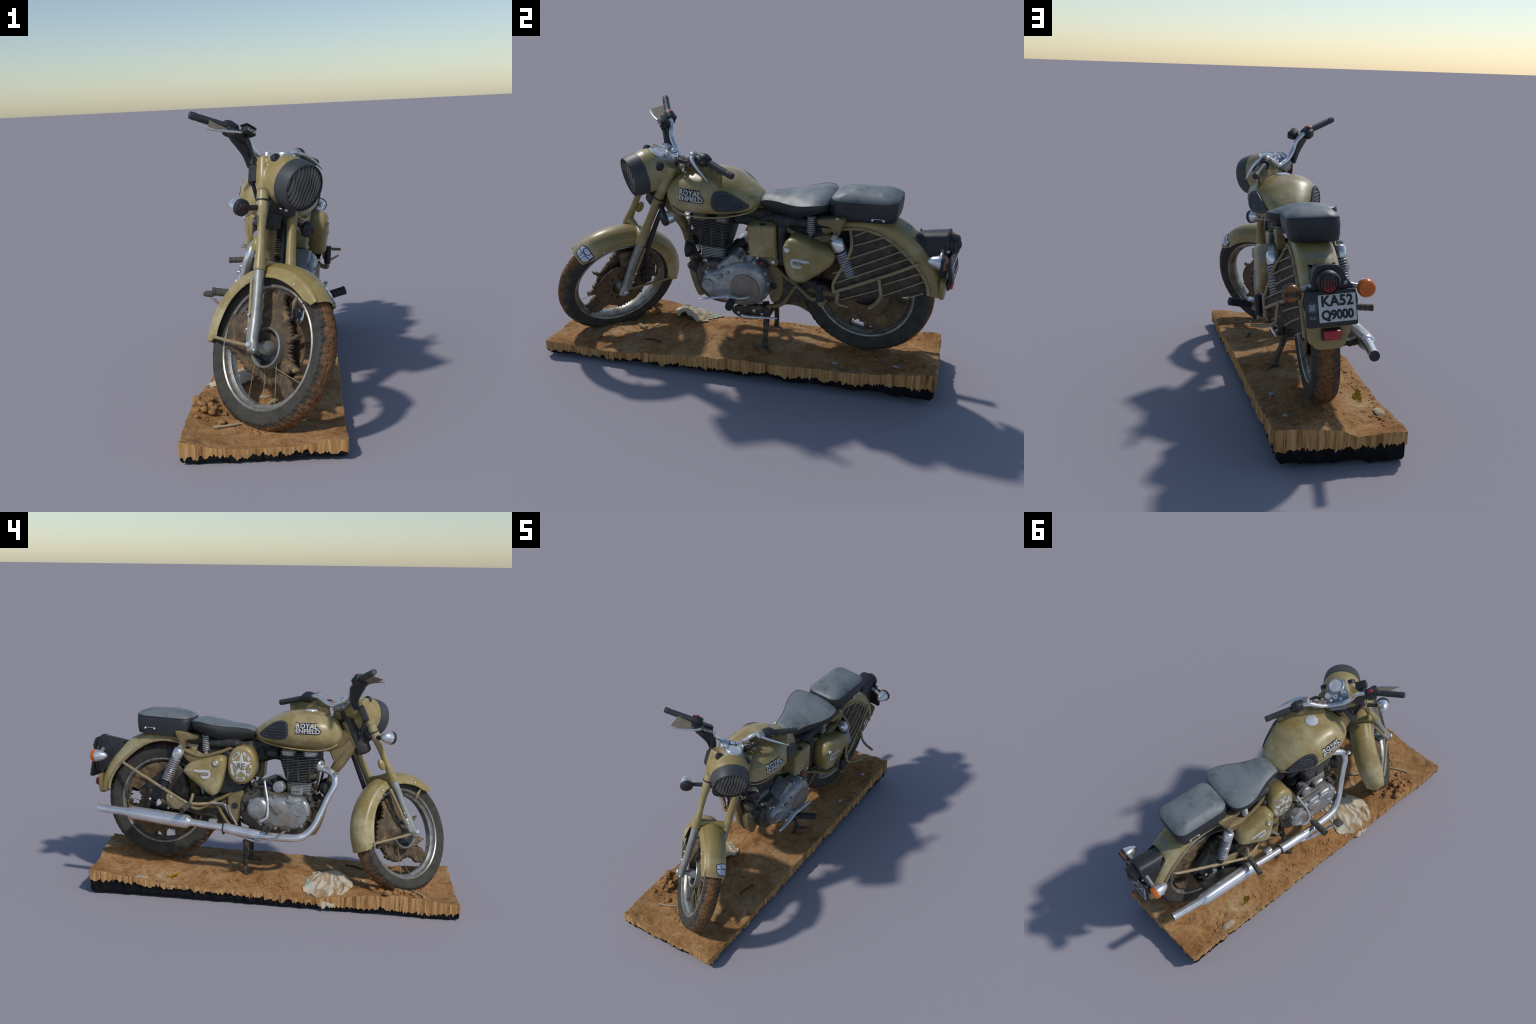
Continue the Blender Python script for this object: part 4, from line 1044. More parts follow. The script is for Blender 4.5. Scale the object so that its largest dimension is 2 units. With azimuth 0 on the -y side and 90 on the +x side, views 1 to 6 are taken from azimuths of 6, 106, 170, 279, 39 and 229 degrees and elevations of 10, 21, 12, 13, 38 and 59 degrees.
hl.make('pivot_hole', bike, M_BLACK, FM)
cr = B()                                                # dark bodies hidden between the side covers
cr.box((0, .31, .66), (.165, .24, .22), .03); cr.box((0, .22, .77), (.13, .26, .06), .02); cr.box((0, .12, .70), (.13, .11, .17), .02)
cr.box((.095, .208, .67), (.06, .045, .21), .012); cr.box((.07, .150, .52), (.06, .05, .16), .012); cr.box((.0, .25, .785), (.20, .20, .05), .015); cr.box((.0, .40, .80), (.19, .10, .06), .015); cr.box((0, .27, .52), (.12, .14, .10), .02)
cr.box((0, .05, .785), (.09, .20, .05), .015)
cr.tube([(0, -.06, .735), (0, -.01, .735), (0, .07, .72)], [.035, .03, .04], 14); cr.box((-.03, -.01, .745), (.09, .07, .05), .015)
cr.melted('inner_bodywork', bike, M_DARK, FM, .008, 2)
mf = B(); mf.slab([(.155, .30), (.20, .318), (.26, .318), (.315, .297), (.30, .36), (.285, .42), (.29, .50), (.22, .48), (.18, .40)], -.035, .035, .012, n=4, both=True)
mf.make('mud_flap', bike, M_CRUST, FM)
rd = B(); rd.box((.100, .2, .745), (.012, .018, .035), .003); rd.ball((.13, .115, .578), .009, 10)
rd.make('red_connector', bike, M_RED, FM)

# battery box
bb = B(); bb.box((.083, .114, .681), (.088, .138, .158), .007, Matrix.Rotation(.06, 3, 'X')); box_o = bb.make('battery_box', bike, M_PAINT, FM, 35)
sl = B(); sl.revolve([(0, .011), (.0015, .011)], (.100, .11, .7615), (0, -.06, 1), 14); sl.v = [(p[0], .11+(p[1]-.11)*1.4, p[2]) for p in sl.v]; sl.make('box_slot', box_o, M_BLACK, FM)
tg = B(); tg.slab([(.135, .603), (.187, .607), (.185, .570), (.15, .572)], .105, .122, .003, n=3); tg.make('latch_plate', box_o, M_FRAME, FM)
bo = B(); bolt(bo, (.122, .168, .588), (1, 0, 0), .009, .006); bolt(bo, (.118, .09, .598), (1, 0, 0), .008, .008); bo.make('latch_bolt', box_o, M_CHROME, FM)

# side covers
LEFT = [(.233, .690), (.250, .733), (.285, .745), (.36, .727), (.44, .706), (.470, .680), (.458, .640), (.40, .586), (.345, .545), (.305, .533), (.262, .553), (.238, .61)]
RIGHT = [(.436, .645), (.405, .683), (.33, .708), (.255, .728), (.222, .722), (.211, .695), (.222, .62), (.243, .548), (.268, .519), (.300, .527), (.36, .572), (.42, .618)]
sc = B(); sc.slab(LEFT, .085, .203, .030, n=6, steps=7); cov_l = sc.make('side_cover', bike, M_PAINT, FM, 180); LB = sc.bvh()
sc = B(); sc.slab(RIGHT, -.085, -.190, .030, n=6, steps=7); cov_r = sc.make('side_cover', bike, M_PAINT, FM, 180); RBv = sc.bvh()
for side, bv, (kt, kh), cov, (bt, bh) in ((1, LB, (.262, .700), cov_l, (.318, .640)), (-1, RBv, (.258, .692), cov_r, (.325, .632))):
    def sh_hit(t, h, off, side=side, bv=bv):
        h_ = bv.ray_cast(V((side*.5, t, h)), V((-side, 0, 0))); return h_[0]+V((side*off, 0, 0)) if h_[0] is not None else None
    p = sh_hit(kt, kh, 0)
    k = B(); k.revolve([(-.006, .024), (.001, .021), (.004, .016)], p, (side, 0, 0), 22); k.make('lock_boss', cov, M_PAINT, FM)
    k = B(); k.revolve([(.003, .013), (.008, .013), (.010, .010), (.006, .007), (.006, 0)], p, (side, 0, 0), 20, cap=False); k.make('cover_lock', cov, M_CHROME, FM)
    # winged badge: white outline shape, tan window with lettering
    W_ = [(-.042, .006), (-.034, .020), (-.015, .022), (.02, .021), (.046, .019), (.047, .011), (.018, .007), (.014, -.004), (.008, -.018), (-.008, -.025), (-.026, -.023), (-.040, -.011)]
    fl_ = 1
    for (sc_, off, mat, nm) in ((1, .001, M_WHITE, 'badge_white'), (0, .0025, M_BADGE, 'badge_window')):
        pts = W_ if sc_ else [(-.028, .008), (.010, .008), (.014, .002), (.010, -.006), (-.024, -.006), (-.030, .0)]
        pp_ = [q for q in catmull(pts, 3, True)]
        rings = []
        for u, of in ((1, off-.002), (1, off+.001), (.5, off+.001), (.05, off+.001)):
            c_ = np.mean(pp_, axis=0); rings.append([tuple(sh_hit(bt+(c_+(q-c_)*u)[0]*fl_*(1 if side > 0 else 1), bh+(c_+(q-c_)*u)[1], of)) for q in pp_])
        b = B(); b.loft(rings); b.make(nm, cov, mat, FM)
    v_, f_ = text_mesh('CLASSIC', .010, .0005, .0002); b = B()
    drape(b, v_, f_, lambda p: sh_hit(bt+side*(p[0])-.009*fl_, bh+.001+p[1], .0042+p[2])); b.make('badge_lettering', cov, M_WHITE, FM)

# oval air-filter cover with star
ab = B(); AC = (.133, .683)
oval = [(AC[0]+.076*spow(math.cos(a), .92), AC[1]+.101*spow(math.sin(a), .92)) for a in (2*PI*k/40 for k in range(40))]
ab.slab(oval, -.055, -.150, .024, smooth=False, steps=7); air = ab.make('air_filter_cover', bike, M_PAINT, FM, 180); AB = ab.bvh()
def air_hit(x, y, off):
    h_ = AB.ray_cast(V((-.5, AC[0]-x, AC[1]-.004+y)), V((1, 0, 0))); return tuple(h_[0]+V((-off, 0, 0)))
def air_poly(pts, off, mat, name):
    c_ = np.mean(pts, axis=0); rings = []
    for u, of in ((1, off-.002), (1, off), (.6, off), (.3, off), (.05, off)):
        rings.append([air_hit(*(c_+(np.array(q)-c_)*u), of) for q in pts])
    b = B(); b.loft(rings); return b.make(name, air, mat, FM, 180)
st_ = []
for k in range(10):
    a = PI/2+2*PI*k/10; r_ = .060 if k % 2 == 0 else .0245; st_.append(np.array((r_*.93*math.cos(a), r_*1.22*math.sin(a))))
st_d = []
for a_, b_ in zip(st_, st_[1:]+st_[:1]):
    for u in (0, .25, .5, .75): st_d.append(tuple(a_+(b_-a_)*u))
air_poly(st_d, .0010, M_WHITE, 'star')
for k in range(5):
    a0 = PI/2+2*PI*(k+.5)/5; arc = [a0+da for da in np.linspace(-.46, .46, 9)]
    pts = [(.058*math.cos(a), .077*math.sin(a)) for a in arc]+[(.044*math.cos(a), .059*math.sin(a)) for a in arc[::-1]]
    b = B(); ro, ri = [], []
    b.loft([[air_hit(*p, .0010) for p in pts[:9]], [air_hit(*p, .0010) for p in pts[9:][::-1]]], cap=False, closed=False); b.make('star_ring', air, M_WHITE, FM, 180)
v_, f_ = text_mesh('RE', .040, .0005, .0006, .9); b = B(); b.add([air_hit(p[0], p[1]*1.15-.002, .002+p[2]) for p in v_], f_); b.make('star_lettering', air, simple('tan_print', (.20, .14, .055), (.17, .12, .05), .5), FM)
for k, wd in enumerate(('TO', 'BORN', '...', 'ROYAL', 'RIDE')):
    a0 = PI/2+2*PI*(k-.5)/5; v_, f_ = text_mesh(wd, .013, .0005, .0002); b = B(); pts = []
    flip = -1 if math.sin(a0) < 0 else 1
    for p in v_:
        a = a0-flip*p[0]/.060; r_ = 1+flip*p[1]/.058; pts.append(air_hit(.051*r_*math.cos(a), .068*r_*math.sin(a), .002+p[2]))
    b.add(pts, f_); b.make('ring_lettering', air, M_BADGE, FM)
ds = B(); ds.slab([(.20, .735), (.19, .60), (.12, .575), (.14, .545), (.26, .53), (.245, .66), (.235, .735)], -.06, -.115, .01, n=4); ds.make('dark_side_pod', bike, M_BLACK, FM)

# seat springs
for sd in (1, -1):
    s_ = sd*.090-.004
    sp = B(); sp.spring((s_, .336, .745), (s_, .340, .825), .0165, .0042, 8); sp.make('seat_spring', bike, M_SLIDER, FM)
    sp = B(); sp.tube([(s_, .336, .715), (s_, .336, .75)], .012, 10, smooth=False); sp.ball((s_-sd*-.006, .372, .725), .012, 10); sp.make('spring_seat', bike, M_ALU, FM)

# rear shocks
for sd in (1, -1):
    s_ = sd*.138; a, b_ = V((s_, .462, .760)), V((s_, .552, .545)); d_ = (b_-a)
    sk = B(); sk.revolve([(.006, .013), (.012, .024), (.020, .029), (.058, .029), (.066, .024)], a, d_, 24); sk_o = sk.make('shock_absorber', bike, M_CHROME, FM)
    sk = B(); sk.tube([tuple(a+d_*.2), tuple(a+d_*.98)], .019, 14, smooth=False); sk.make('shock_body', sk_o, M_BLACK, FM)
    sk = B(); sk.spring(a+d_*.30, a+d_*.84, .0245, .0050, 11); sk.make('shock_spring', sk_o, simple('spring_steel', (.42, .42, .45), (.26, .25, .26), .35, .5, scale=30), FM)
    sk = B(); sk.revolve([(-.008, .014), (.012, .014)], a, (sd, 0, 0), 14); sk.revolve([(.0, .009), (.018, .008)], a, (sd, 0, 0), 10); sk.revolve([(-.008, .016), (.012, .016)], b_, (sd, 0, 0), 14); sk.make('shock_bolt', sk_o, M_ALU, FM)

# ------------------------------------------------------------------ engine
cc = B()
cc.slab([(-.235, .47), (-.19, .535), (-.06, .545), (.06, .56), (.13, .52), (.14, .43), (.10, .36), (0, .325), (-.15, .325), (-.22, .38)], -.115, .115, .02, n=4, both=True)
cc.slab([(-.24, .345), (-.21, .32), (.02, .31), (.08, .34), (.0, .37), (-.22, .38)], -.045, .045, .012, n=3, both=True)
cc.make('crankcase', bike, M_CASE, FM, 50)
pc = B()
PRIM = [(-.184, .455), (-.168, .390), (-.11, .368), (-.03, .355), (.03, .352), (.10, .375), (.138, .425), (.146, .485), (.130, .540), (.085, .578), (.025, .584), (-.04, .562), (-.10, .525), (-.16, .495)]
pc.slab(PRIM, .08, .176, .040, n=5, steps=8); pc.v = [(p[0]+.010*math.exp(-((p[1]-.05)**2+(p[2]-.47)**2)/.006) if p[0] > .15 else p[0], p[1], p[2]) for p in pc.v]
pco = pc.make('primary_cover', bike, M_ALU, FM, 50)
dd = B(); dd.revolve([(-.006, .073), (.0005, .071), (.003, .060), (.004, .0)], (.187, .046, .462), (1, .0, .0), 36, cap=False); dd.make('clutch_cover', pco, M_ALU_DULL, FM)
dd = B(); dd.revolve([(-.006, .032), (.0035, .030), (.0035, .026), (.0018, .025), (.0018, 0)], (.178, -.143, .448), (1, 0, 0), 28, cap=False); v_, f_ = text_mesh('RE', .03, .0008); dd.add([(.1805+p[2], -.143+p[0], .448+p[1]) for p in v_], f_); dd.make('engine_emblem', pco, M_ALU, FM)
bo = B()
for (t, h) in ((-.17, .50), (-.10, .535), (-.045, .57), (.02, .59), (.085, .583), (.14, .535), (.15, .48), (.142, .425), (.105, .372), (.03, .348), (-.06, .352), (-.135, .37)): 
    bo.revolve([(-.03, .011), (.006, .011), (.009, .008)], (.140, t*.95, .47+(h-.47)*.95), (1, 0, 0), 12)
bolt(bo, (.178, -.082, .503), (1, 0, 0), .013, .008); bolt(bo, (.178, -.115, .505), (1, 0, 0), .008, .006); bolt(bo, (.18, -.04, .53), (1, 0, 0), .008, .006)
bo.make('cover_bolt', pco, M_ALU, FM)
hp = B(); hp.slab([(-.105, .535), (-.06, .575), (-.035, .604), (-.008, .606), (.012, .575), (.0, .55)], .06, .150, .014, n=4); hp.make('clutch_actuator_cover', bike, M_ALU, FM)
sm_ = B(); sm_.tube([(.03, -.085, .545), (.0, -.045, .585), (-.015, -.015, .608)], [.032, .030, .024], 18); sm_.make('starter_motor', bike, M_DARK, FM)
# right-hand timing cover
RC = [(.092, .46), (.078, .502), (.03, .520), (-.03, .528), (-.10, .530), (-.17, .533), (-.212, .513), (-.232, .478), (-.226, .435), (-.205, .395), (-.165, .367), (-.10, .366), (-.04, .372), (.02, .385), (.072, .412)]
rc = B(); rc.slab(RC, -.08, -.150, .018, n=4, steps=6); rco = rc.make('timing_cover', bike, M_ALU, FM, 50)
q = B(); q.revolve([(-.03, .058), (.006, .057), (.016, .048), (.020, .034), (.022, .0)], (-.150, .035, .462), (-1, 0, 0), 36, cap=False)
q.slab([(-.037, .505), (-.10, .508), (-.108, .478), (-.07, .440), (-.035, .475)], -.148, -.160, .005, n=3)
q.revolve([(-.006, .032), (.004, .031), (.004, .027), (.0022, .026), (.0022, 0)], (-.150, -.182, .468), (-1, 0, 0), 28, cap=False)
v_, f_ = text_mesh('RE', .03, .0008); q.add([(-.1525-p[2], -.182-p[0], .468+p[1]) for p in v_], f_)
q.slab([(-.11, .523), (-.165, .523), (-.16, .50), (-.115, .505)], -.148, -.156, .004, n=2)
for (t, h) in ((.08, .50), (-.05, .53), (-.13, .533), (-.20, .52), (-.232, .45), (-.20, .385), (-.13, .362), (-.06, .366), (.02, .382)): bolt(q, (-.138, t*.97, h*.99+.004), (-1, 0, 0), .010, .014)
q.make('timing_cover_relief', rco, M_ALU, FM)
q = B(); q.revolve([(-.04, .03), (.02, .031), (.026, .026), (.028, 0)], (-.085, -.060, .573), (-1, .1, .05), 26, cap=False); q.box((-.09, -.05, .54), (.03, .03, .03), .006); q.make('filter_cap', bike, M_ALU, FM)
# barrel and head
cy = B()
for k in range(9):
    z = .525+.0085*k; cy.slab(rounded_rect(-.160, 0, .066, .066, .02, 3), z, z+.0042, .0012, lambda a, b_, s: (b_, a, s), smooth=False, steps=2)
cy.box((0, -.16, .555), (.10, .10, .10), .01); cy.box((-.075, -.153, .556), (.05, .062, .044), .006)
cy.make('cylinder_barrel', bike, M_ALU, FM, 40)
v_, f_ = text_mesh('EF·500', .014, .0005); q = B(); q.add([(-.1008-p[2], -.153-p[0], .556+p[1]) for p in v_], f_); q.make('barrel_plate_lettering', bike, M_DARK, FM)
fn = B()
for k in range(19):
    z = .598+.0085*k; u = k/18
    lt_ = .066+.040*min(1, u*1.25); ls = .074+.014*min(1, u*1.4)
    fn.slab(rounded_rect(-.157-.004*u, 0, lt_, ls, .022, 3), z, z+.0038, .0012, lambda a, b_, s: (b_, a, s), smooth=False, steps=2)
fn.box((0, -.158, .675), (.12, .12, .165), .012)
for sd in (1, -1):
    for t_ in (-.215, -.155, -.10): fn.box((sd*.070, t_, .672), (.026, .012, .13), .004)
fn.make('cylinder_fins', bike, M_FIN, FM, 40)
rk = B(); rk.box((-.052, -.10, .752), (.075, .075, .045), .012); rk.box((-.052, -.215, .752), (.075, .075, .045), .012); rk.box((.052, -.10, .748), (.07, .07, .04), .012); rk.box((.052, -.215, .748), (.07, .07, .04), .012)
rk.make('rocker_cover', bike, M_ALU, FM)
# horn ahead of the barrel
hn = B(); hn.revolve([(-.03, .024), (-.012, .040), (.002, .042), (.008, .038), (.006, .030)], (.075, -.288, .572), (.35, -1, .05), 28); ho = hn.make('horn', bike, M_BLACK, FM)
hn = B(); hn.revolve([(.007, .030), (.012, .02), (.014, 0)], (.075, -.288, .572), (.35, -1, .05), 24, cap=False); hn.make('horn_face', ho, simple('horn_tan', (.16, .13, .09), (.08, .065, .045), .5, scale=50), FM)
hn = B(); hn.revolve([(-.02, .03), (.015, .04), (.02, .03)], (-.045, -.30, .575), (-.5, -.85, .0), 24); hn.make('horn_back', bike, M_DARK, FM)
pk = B()
for k in range(16):
    r_ = random.Random(k+9); lump(pk, (r_.uniform(-.07, .08), r_.uniform(-.27, -.20), r_.uniform(.48, .72)), r_.uniform(.014, .03), k, seg=10)
pk.tube([(.05, -.25, .75), (.07, -.27, .68), (.06, -.26, .60), (.05, -.24, .52)], .008, 8); pk.tube([(-.04, -.25, .74), (-.06, -.26, .66), (-.05, -.25, .56)], .008, 8)
for k in range(70):
    r_ = random.Random(k+300); zone = ((-.10, .07, .555), (-.10, .105, .47), (-.09, -.245, .50), (.09, -.21, .50), (-.11, -.215, .39))[k % 5]
    pk.box(tuple(c+r_.gauss(0, .022)*(.5 if i == 0 else 1) for i, c in enumerate(zone)), tuple(r_.uniform(.012, .035) for _ in range(3)), .005, Matrix.Rotation(r_.uniform(0, 1.5), 3, 'X'))
pk.melted('front_engine_clutter', bike, M_GRIME, FM, .006, 2)
fp = B(); fp.slab([(-.290, .47), (-.24, .50), (-.20, .42), (-.21, .34), (-.250, .325)], -.04, .07, .008, n=3, both=True); fp.make('engine_mount_plate', bike, M_FRAME, FM)

# ------------------------------------------------------------------ exhaust
ex = B(); ex.tube([(-.035, -.256, .684), (-.052, -.290, .676), (-.066, -.323, .666), (-.074, -.346, .641), (-.088, -.347, .596), (-.104, -.317, .530), (-.124, -.283, .445), (-.144, -.253, .383), (-.160, -.215, .344), (-.176, -.168, .328), (-.184, -.05, .328), (-.188, .02, .334)], [.018, .018, .018, .018, .018, .0175, .0175, .018, .0195, .020, .021, .022], 18, n=6)
exo = ex.make('exhaust_pipe', bike, M_CHROME, FM)
ex = B(); ex.tube([(-.188, .015, .331), (-.188, .03, .334), (-.189, .12, .346), (-.190, .195, .357), (-.190, .208, .358)], [.021, .024, .0255, .0255, .021], 20, n=5); ex.make('catalyst_pipe', exo, M_CHROME, FM)
ex = B(); ex.tube([(-.190, .200, .358), (-.188, .30, .366), (-.184, .38, .372), (-.183, .392, .373), (-.183, .402, .374), (-.184, .425, .376), (-.187, .57, .390), (-.190, .70, .402), (-.190, .716, .403), (-.188, .73, .404), (-.183, .82, .409), (-.178, .885, .413), (-.177, .900, .414)], [.0185, .0185, .0195, .028, .034, .037, .0365, .034, .029, .0235, .021, .0215, .0225], 24, n=5); ex.make('muffler', exo, M_CHROME, FM)
ex = B(); ex.revolve([(-.002, .0205), (.0015, .0205), (.0015, 0)], (-.177, .9005, .414), (0, 1, .05), 24, cap=False); ex.make('muffler_mouth', exo, M_BLACK, FM)
ex = B(); ex.revolve([(0, .027), (.006, .027)], (-.190, .203, .358), (0, 1, .1), 20); ex.box((-.19, .206, .333), (.014, .014, .02), .003); ex.make('pipe_clamp', exo, M_DARK, FM)
ex = B(); ex.revolve([(-.02, .03), (.01, .03), (.016, .024)], (-.050, -.262, .692), (-.5, -.8, -.1), 20); ex.box((-.105, -.355, .665), (.02, .03, .012), .003); ex.make('exhaust_flange', exo, M_ALU, FM)

# ------------------------------------------------------------------ pegs, levers, stand
def peg(p, q, r, mat, ribs=7):
    b = B(); b.tube([p, q], r*.92, 14, smooth=False)
    p, q = np.array(p), np.array(q)
    for k in range(ribs):
        u = (k+.5)/ribs; b.revolve([(-.004, r*.92), (-.002, r), (.002, r), (.004, r*.92)], p+(q-p)*u, q-p, 14)
    b.revolve([(-.005, r*1.02), (.0, r*.98)], q, q-p, 14)
    return b.make('foot_peg', bike, mat, FM)
M_PEG = simple('worn_peg_rubber', (.10, .09, .072), (.055, .05, .042), .7, scale=40)
peg((-.178, .398, .464), (-.284, .407, .451), .0155, M_PEG, 5)
peg((.208, .414, .470), (.207, .411, .556), .0165, M_BLACK, 9)
peg((-.180, -.036, .384), (-.286, -.039, .388), .0195, M_PEG, 4)
peg((.215, -.015, .395), (.314, .018, .429), .0195, M_BLACK, 9)
pb = B(); pb.tube([(.10, .0, .365), (.16, -.01, .372), (.22, -.014, .395)], .011, 10); pb.tube([(-.08, -.02, .36), (-.15, -.036, .372), (-.185, -.036, .384)], .012, 10)
pb.tube([(.208, .414, .47), (.205, .42, .450), (.17, .43, .455)], .011, 8); pb.tube([(-.172, .43, .480), (-.165, .40, .466), (-.150, .385, .52)], .008, 8); pb.tube([(-.165, .40, .466), (-.15, .33, .468), (-.11, .28, .478)], .009, 8)
pb.tube([(-.10, .80, .660), (-.115, .76, .640), (-.152, .52, .520), (-.168, .43, .478)], [.005, .008, .0085, .0085], 8)
pb.slab([(.545, .50), (.53, .43), (.45, .425), (.42, .465), (.50, .49)], -.10, -.115, .005, n=3)
pb.make('peg_bracket', bike, M_TUBE, FM)
lv = B(); lv.tube([(.214, -.175, .385), (.212, -.10, .405), (.205, -.03, .420), (.208, .03, .420), (.225, .085, .445)], [.004, .007, .009, .007, .006], 10, flat=(1.6, .7)); lv.tube([(.14, -.03, .40), (.21, -.03, .418)], .010, 10, smooth=False); lv.make('gear_lever', bike, M_CHROME, FM)
lv = B(); lv.tube([(-.150, .19, .33), (-.178, .12, .318), (-.205, .02, .300), (-.228, -.055, .318), (-.268, -.125, .378), (-.285, -.133, .392)], [.006, .007, .008, .008, .008, .007], 10, flat=(1.2, .8)); pdl = lv.make('brake_pedal', bike, M_CHROME, FM)
lv = B(); lv.box((-.282, -.133, .398), (.050, .046, .020), .006); lv.make('pedal_pad', pdl, M_PEG, FM)
kk = B(); kk.tube([(-.150, .028, .395), (-.172, .010, .405), (-.172, -.018, .428), (-.160, -.016, .50), (-.125, .008, .59), (-.112, .012, .608)], [.012, .010, .008, .0065, .006, .006], 10); kko = kk.make('kick_lever', bike, M_CHROME, FM)
kk = B(); kk.tube([(-.112, .012, .606), (-.104, -.015, .620), (-.100, -.047, .634)], [.008, .0095, .010], 10); kk.make('kick_pedal', kko, M_PEG, FM)
sd_ = B()
sd_.tube([(-.06, .105, .33), (-.085, .107, .26), (-.105, .103, .15), (-.112, .095, .085)], [.016, .014, .012, .014], 10)
sd_.tube([(.05, .10, .33), (.075, .112, .26), (.115, .118, .17), (.135, .120, .105)], [.018, .016, .013, .018], 10)
sd_.tube([(-.085, .115, .27), (0, .12, .27), (.075, .12, .27)], .011, 8)
sd_.tube([(.13, .12, .128), (.165, .155, .124), (.195, .185, .116)], [.011, .008, .005], 8)
sd_.box((.145, .105, .112), (.06, .07, .02), .008); sd_.box((-.112, .095, .09), (.035, .04, .02), .006)
sd_.make('centre_stand', bike, M_GRIME, FM)
sd_ = B(); sd_.slab([(-.054, .275), (-.028, .312), (.10, .333), (.134, .30), (.109, .268), (.01, .247)], .08, .105, .006, n=3)
sd_.make('stand_bracket', bike, M_GRIME, FM)
sd_ = B(); sd_.tube([(.115, .0, .272), (.122, .03, .274), (.122, .10, .281), (.122, .180, .290)], [.011, .010, .008, .004], 10); bolt(sd_, (.105, -.02, .28), (1, 0, 0), .008, .006); bolt(sd_, (.105, .06, .305), (1, 0, 0), .008, .006); bolt(sd_, (.105, .10, .29), (1, 0, 0), .008, .006)
sd_.make('side_stand', bike, M_CHROME, FM)
rp = B(); rp.box((-.165, .27, .385), (.028, .045, .022), .004); rp.tube([(-.10, .20, .41), (-.12, .215, .45), (-.12, .23, .47), (-.13, .33, .47)], .006, 8); rp.tube([(-.105, .155, .36), (-.11, .19, .42), (-.115, .205, .465)], .011, 8, flat=(1, .6))
rp.make('brake_linkage', bike, M_ALU, FM)
hbk = B(); hbk.slab([(.60, .60), (.57, .62), (.56, .58), (.53, .55), (.56, .48), (.60, .45), (.64, .47), (.63, .53), (.70, .51), (.665, .55)], -.065, -.100, .010, n=3); hbk.box((-.105, .645, .435), (.014, .022, .08), .004, Matrix.Rotation(.3, 3, 'X')); 
hbk.make('rear_brake_caliper', bike, M_BLACK, FM)
hbb = B()
for (t, h) in ((.585, .466), (.592, .438), (.635, .468), (.532, .425), (.518, .487)): hbb.ball((-.112, t, h), .008, 10)
hbb.revolve([(-.12, .014), (.065, .014)], (0, .5824, .4531), (1, 0, 0), 12)
hbb.make('axle_bolts', bike, M_CHROME, FM)

fi = B(); fi.slab([(.43, .50), (.45, .60), (.49, .66), (.56, .64), (.64, .54), (.66, .47), (.60, .42), (.48, .41)], -.055, -.092, .012, n=4)
fi.slab([(.20, .52), (.28, .505), (.42, .49), (.45, .41), (.30, .385), (.20, .37)], -.05, -.090, .012, n=4)
fi.slab([(.20, .52), (.28, .505), (.42, .49), (.45, .41), (.30, .385), (.20, .37)], .05, .096, .012, n=4)
fi.v = [(p[0]+.010*noise3(p, 16, 4), p[1], p[2]) for p in fi.v]
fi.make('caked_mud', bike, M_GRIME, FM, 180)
mb = B(); rows = []
for k in range(21):
    t = .40+.0140*k; u = k/20
    row = [(-.045-.125*v-.0*u, t+.004*noise3((t, v, 0), 9, 2), .405+.012*u-.03*math.sin(PI*v)*(.6+.4*math.sin(5*t*9))+.008*noise3((t, v, 1), 12, 4)) for v in np.linspace(0, 1, 12)]
    rows.append(row+[(p[0], p[1], p[2]-.022) for p in row[::-1]])
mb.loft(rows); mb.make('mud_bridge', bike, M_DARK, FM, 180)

# ------------------------------------------------------------------ wire guard over the rear wheel, left side
g0, g1, g2 = V((.083, .518, .772)), V((.083, .830, .656)), V((.186, .472, .514))
gn = (g1-g0).cross(g2-g0).normalized()
def gp(t, h, lift=0.0):
    """point of the guard plane above side-view position (t, h)"""
    s_ = g0.x-((t-g0.y)*gn.y+(h-g0.z)*gn.z)/gn.x; return (min(.20, s_)+lift, t, h)
CAM2 = FM.inverted() @ V((3.6947, 1.1691, 2.0168))
def shift(t, h, s_, s_ref=.17):
    """side-view position read on the plane s = s_ref, carried along the sight line to lateral distance s_"""
    p = V((s_ref, t, h)); d_ = p-CAM2; q = p+d_*((s_-s_ref)/d_.x); return (q.x, q.y, q.z)
gu = B()
gu.tube([(.083, .518, .775), (.105, .530, .745), (.138, .535, .705), (.160, .510, .640), (.180, .478, .575), (.186, .470, .545), (.188, .474, .514)], .0075, 9)
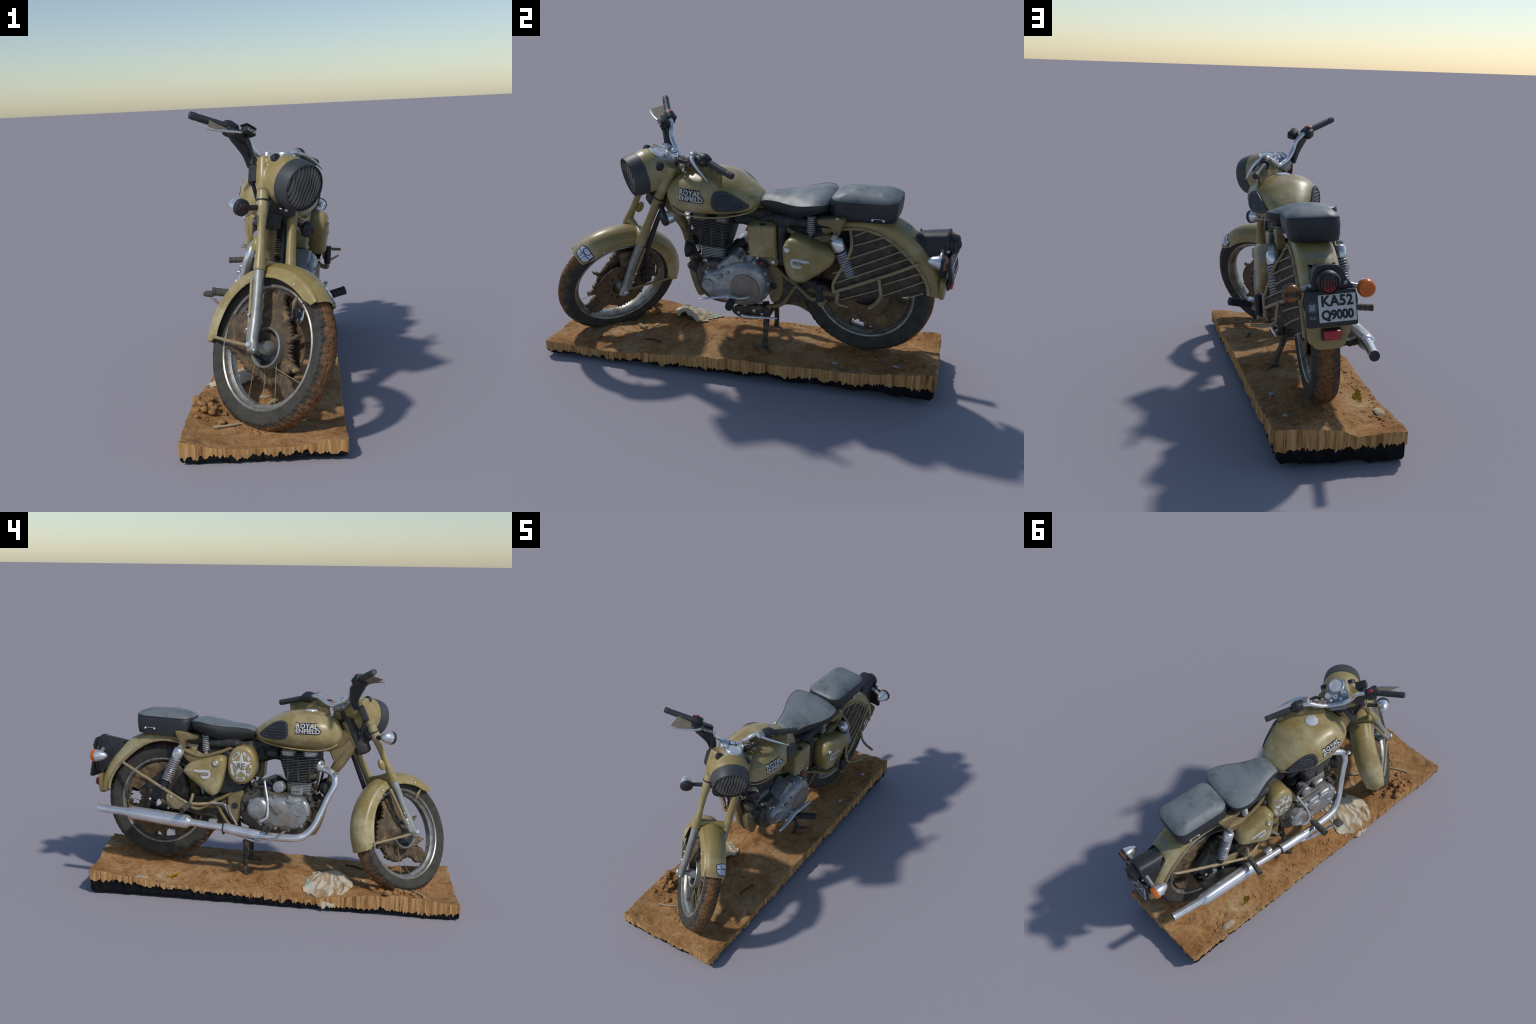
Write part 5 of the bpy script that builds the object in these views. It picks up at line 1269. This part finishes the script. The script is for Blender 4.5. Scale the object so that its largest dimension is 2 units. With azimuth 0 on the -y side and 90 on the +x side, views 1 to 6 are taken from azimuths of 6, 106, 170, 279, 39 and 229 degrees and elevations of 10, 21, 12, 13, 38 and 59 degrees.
rail = [(.188, .474, .514), (.155, .60, .563), (.120, .72, .610), (.083, .830, .656)]
gu.tube(rail, .0085, 9)
gu.tube([(.148, .668, .590), (.158, .678, .545), (.165, .682, .515), (.20, .672, .500), (.262, .655, .503)], .0075, 9)
gu.tube([(.183, .494, .512), (.190, .490, .480), (.215, .505, .472), (.256, .555, .488)], [.0085, .008, .007, .004], 9)
gd = gu.make('wire_guard', bike, M_TUBE, FM)
for (a, sa, b_, sb) in (((.556, .792), .104, (.609, .823), .090), ((.556, .746), .120, (.690, .806), .090), ((.525, .675), .150, (.744, .785), .090), ((.540, .630), .152, (.780, .757), .090), ((.462, .598), .176, (.525, .625), .160),
                        ((.460, .543), .184, (.812, .727), .090), ((.690, .575), .134, (.857, .658), .090), ((.500, .470), .165, (.673, .549), .140), ((.690, .520), .130, (.870, .620), .088), ((.795, .525), .100, (.870, .563), .086)):
    p, q = np.array(shift(*a, sa)), np.array(shift(*b_, sb)); m_ = (p+q)/2+np.array((.004, 0, .001))
    w = B(); w.tube([tuple(p), tuple(m_), tuple(q)], .0034, 7, n=4); w.make('guard_wire', gd, M_TUBE, FM)
bk = B(); rows = []
front_edge = catmull([(.083, .520, .775), (.104, .532, .745), (.134, .533, .700), (.156, .508, .640), (.177, .478, .575), (.184, .474, .53), (.178, .480, .495), (.15, .50, .455)], 6)
back_edge = catmull([(.085, .545, .785), (.083, .62, .778), (.083, .70, .745), (.082, .77, .690), (.080, .825, .630), (.078, .862, .565), (.075, .870, .520), (.070, .78, .475)], 6)
for a, b_ in zip(front_edge, back_edge):
    row = []
    for u in np.linspace(0, 1, 26):
        p = a*(1-u)+b_*u; p[0] -= .002*math.sin(PI*u); p[0] += .004*noise3(p, 18, 4)-.006; row.append(tuple(p))
    rows.append(row)
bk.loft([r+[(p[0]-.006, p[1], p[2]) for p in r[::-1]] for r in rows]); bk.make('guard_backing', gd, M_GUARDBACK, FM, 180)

for c_ in bpy.data.objects:
    c_.hide_render = False
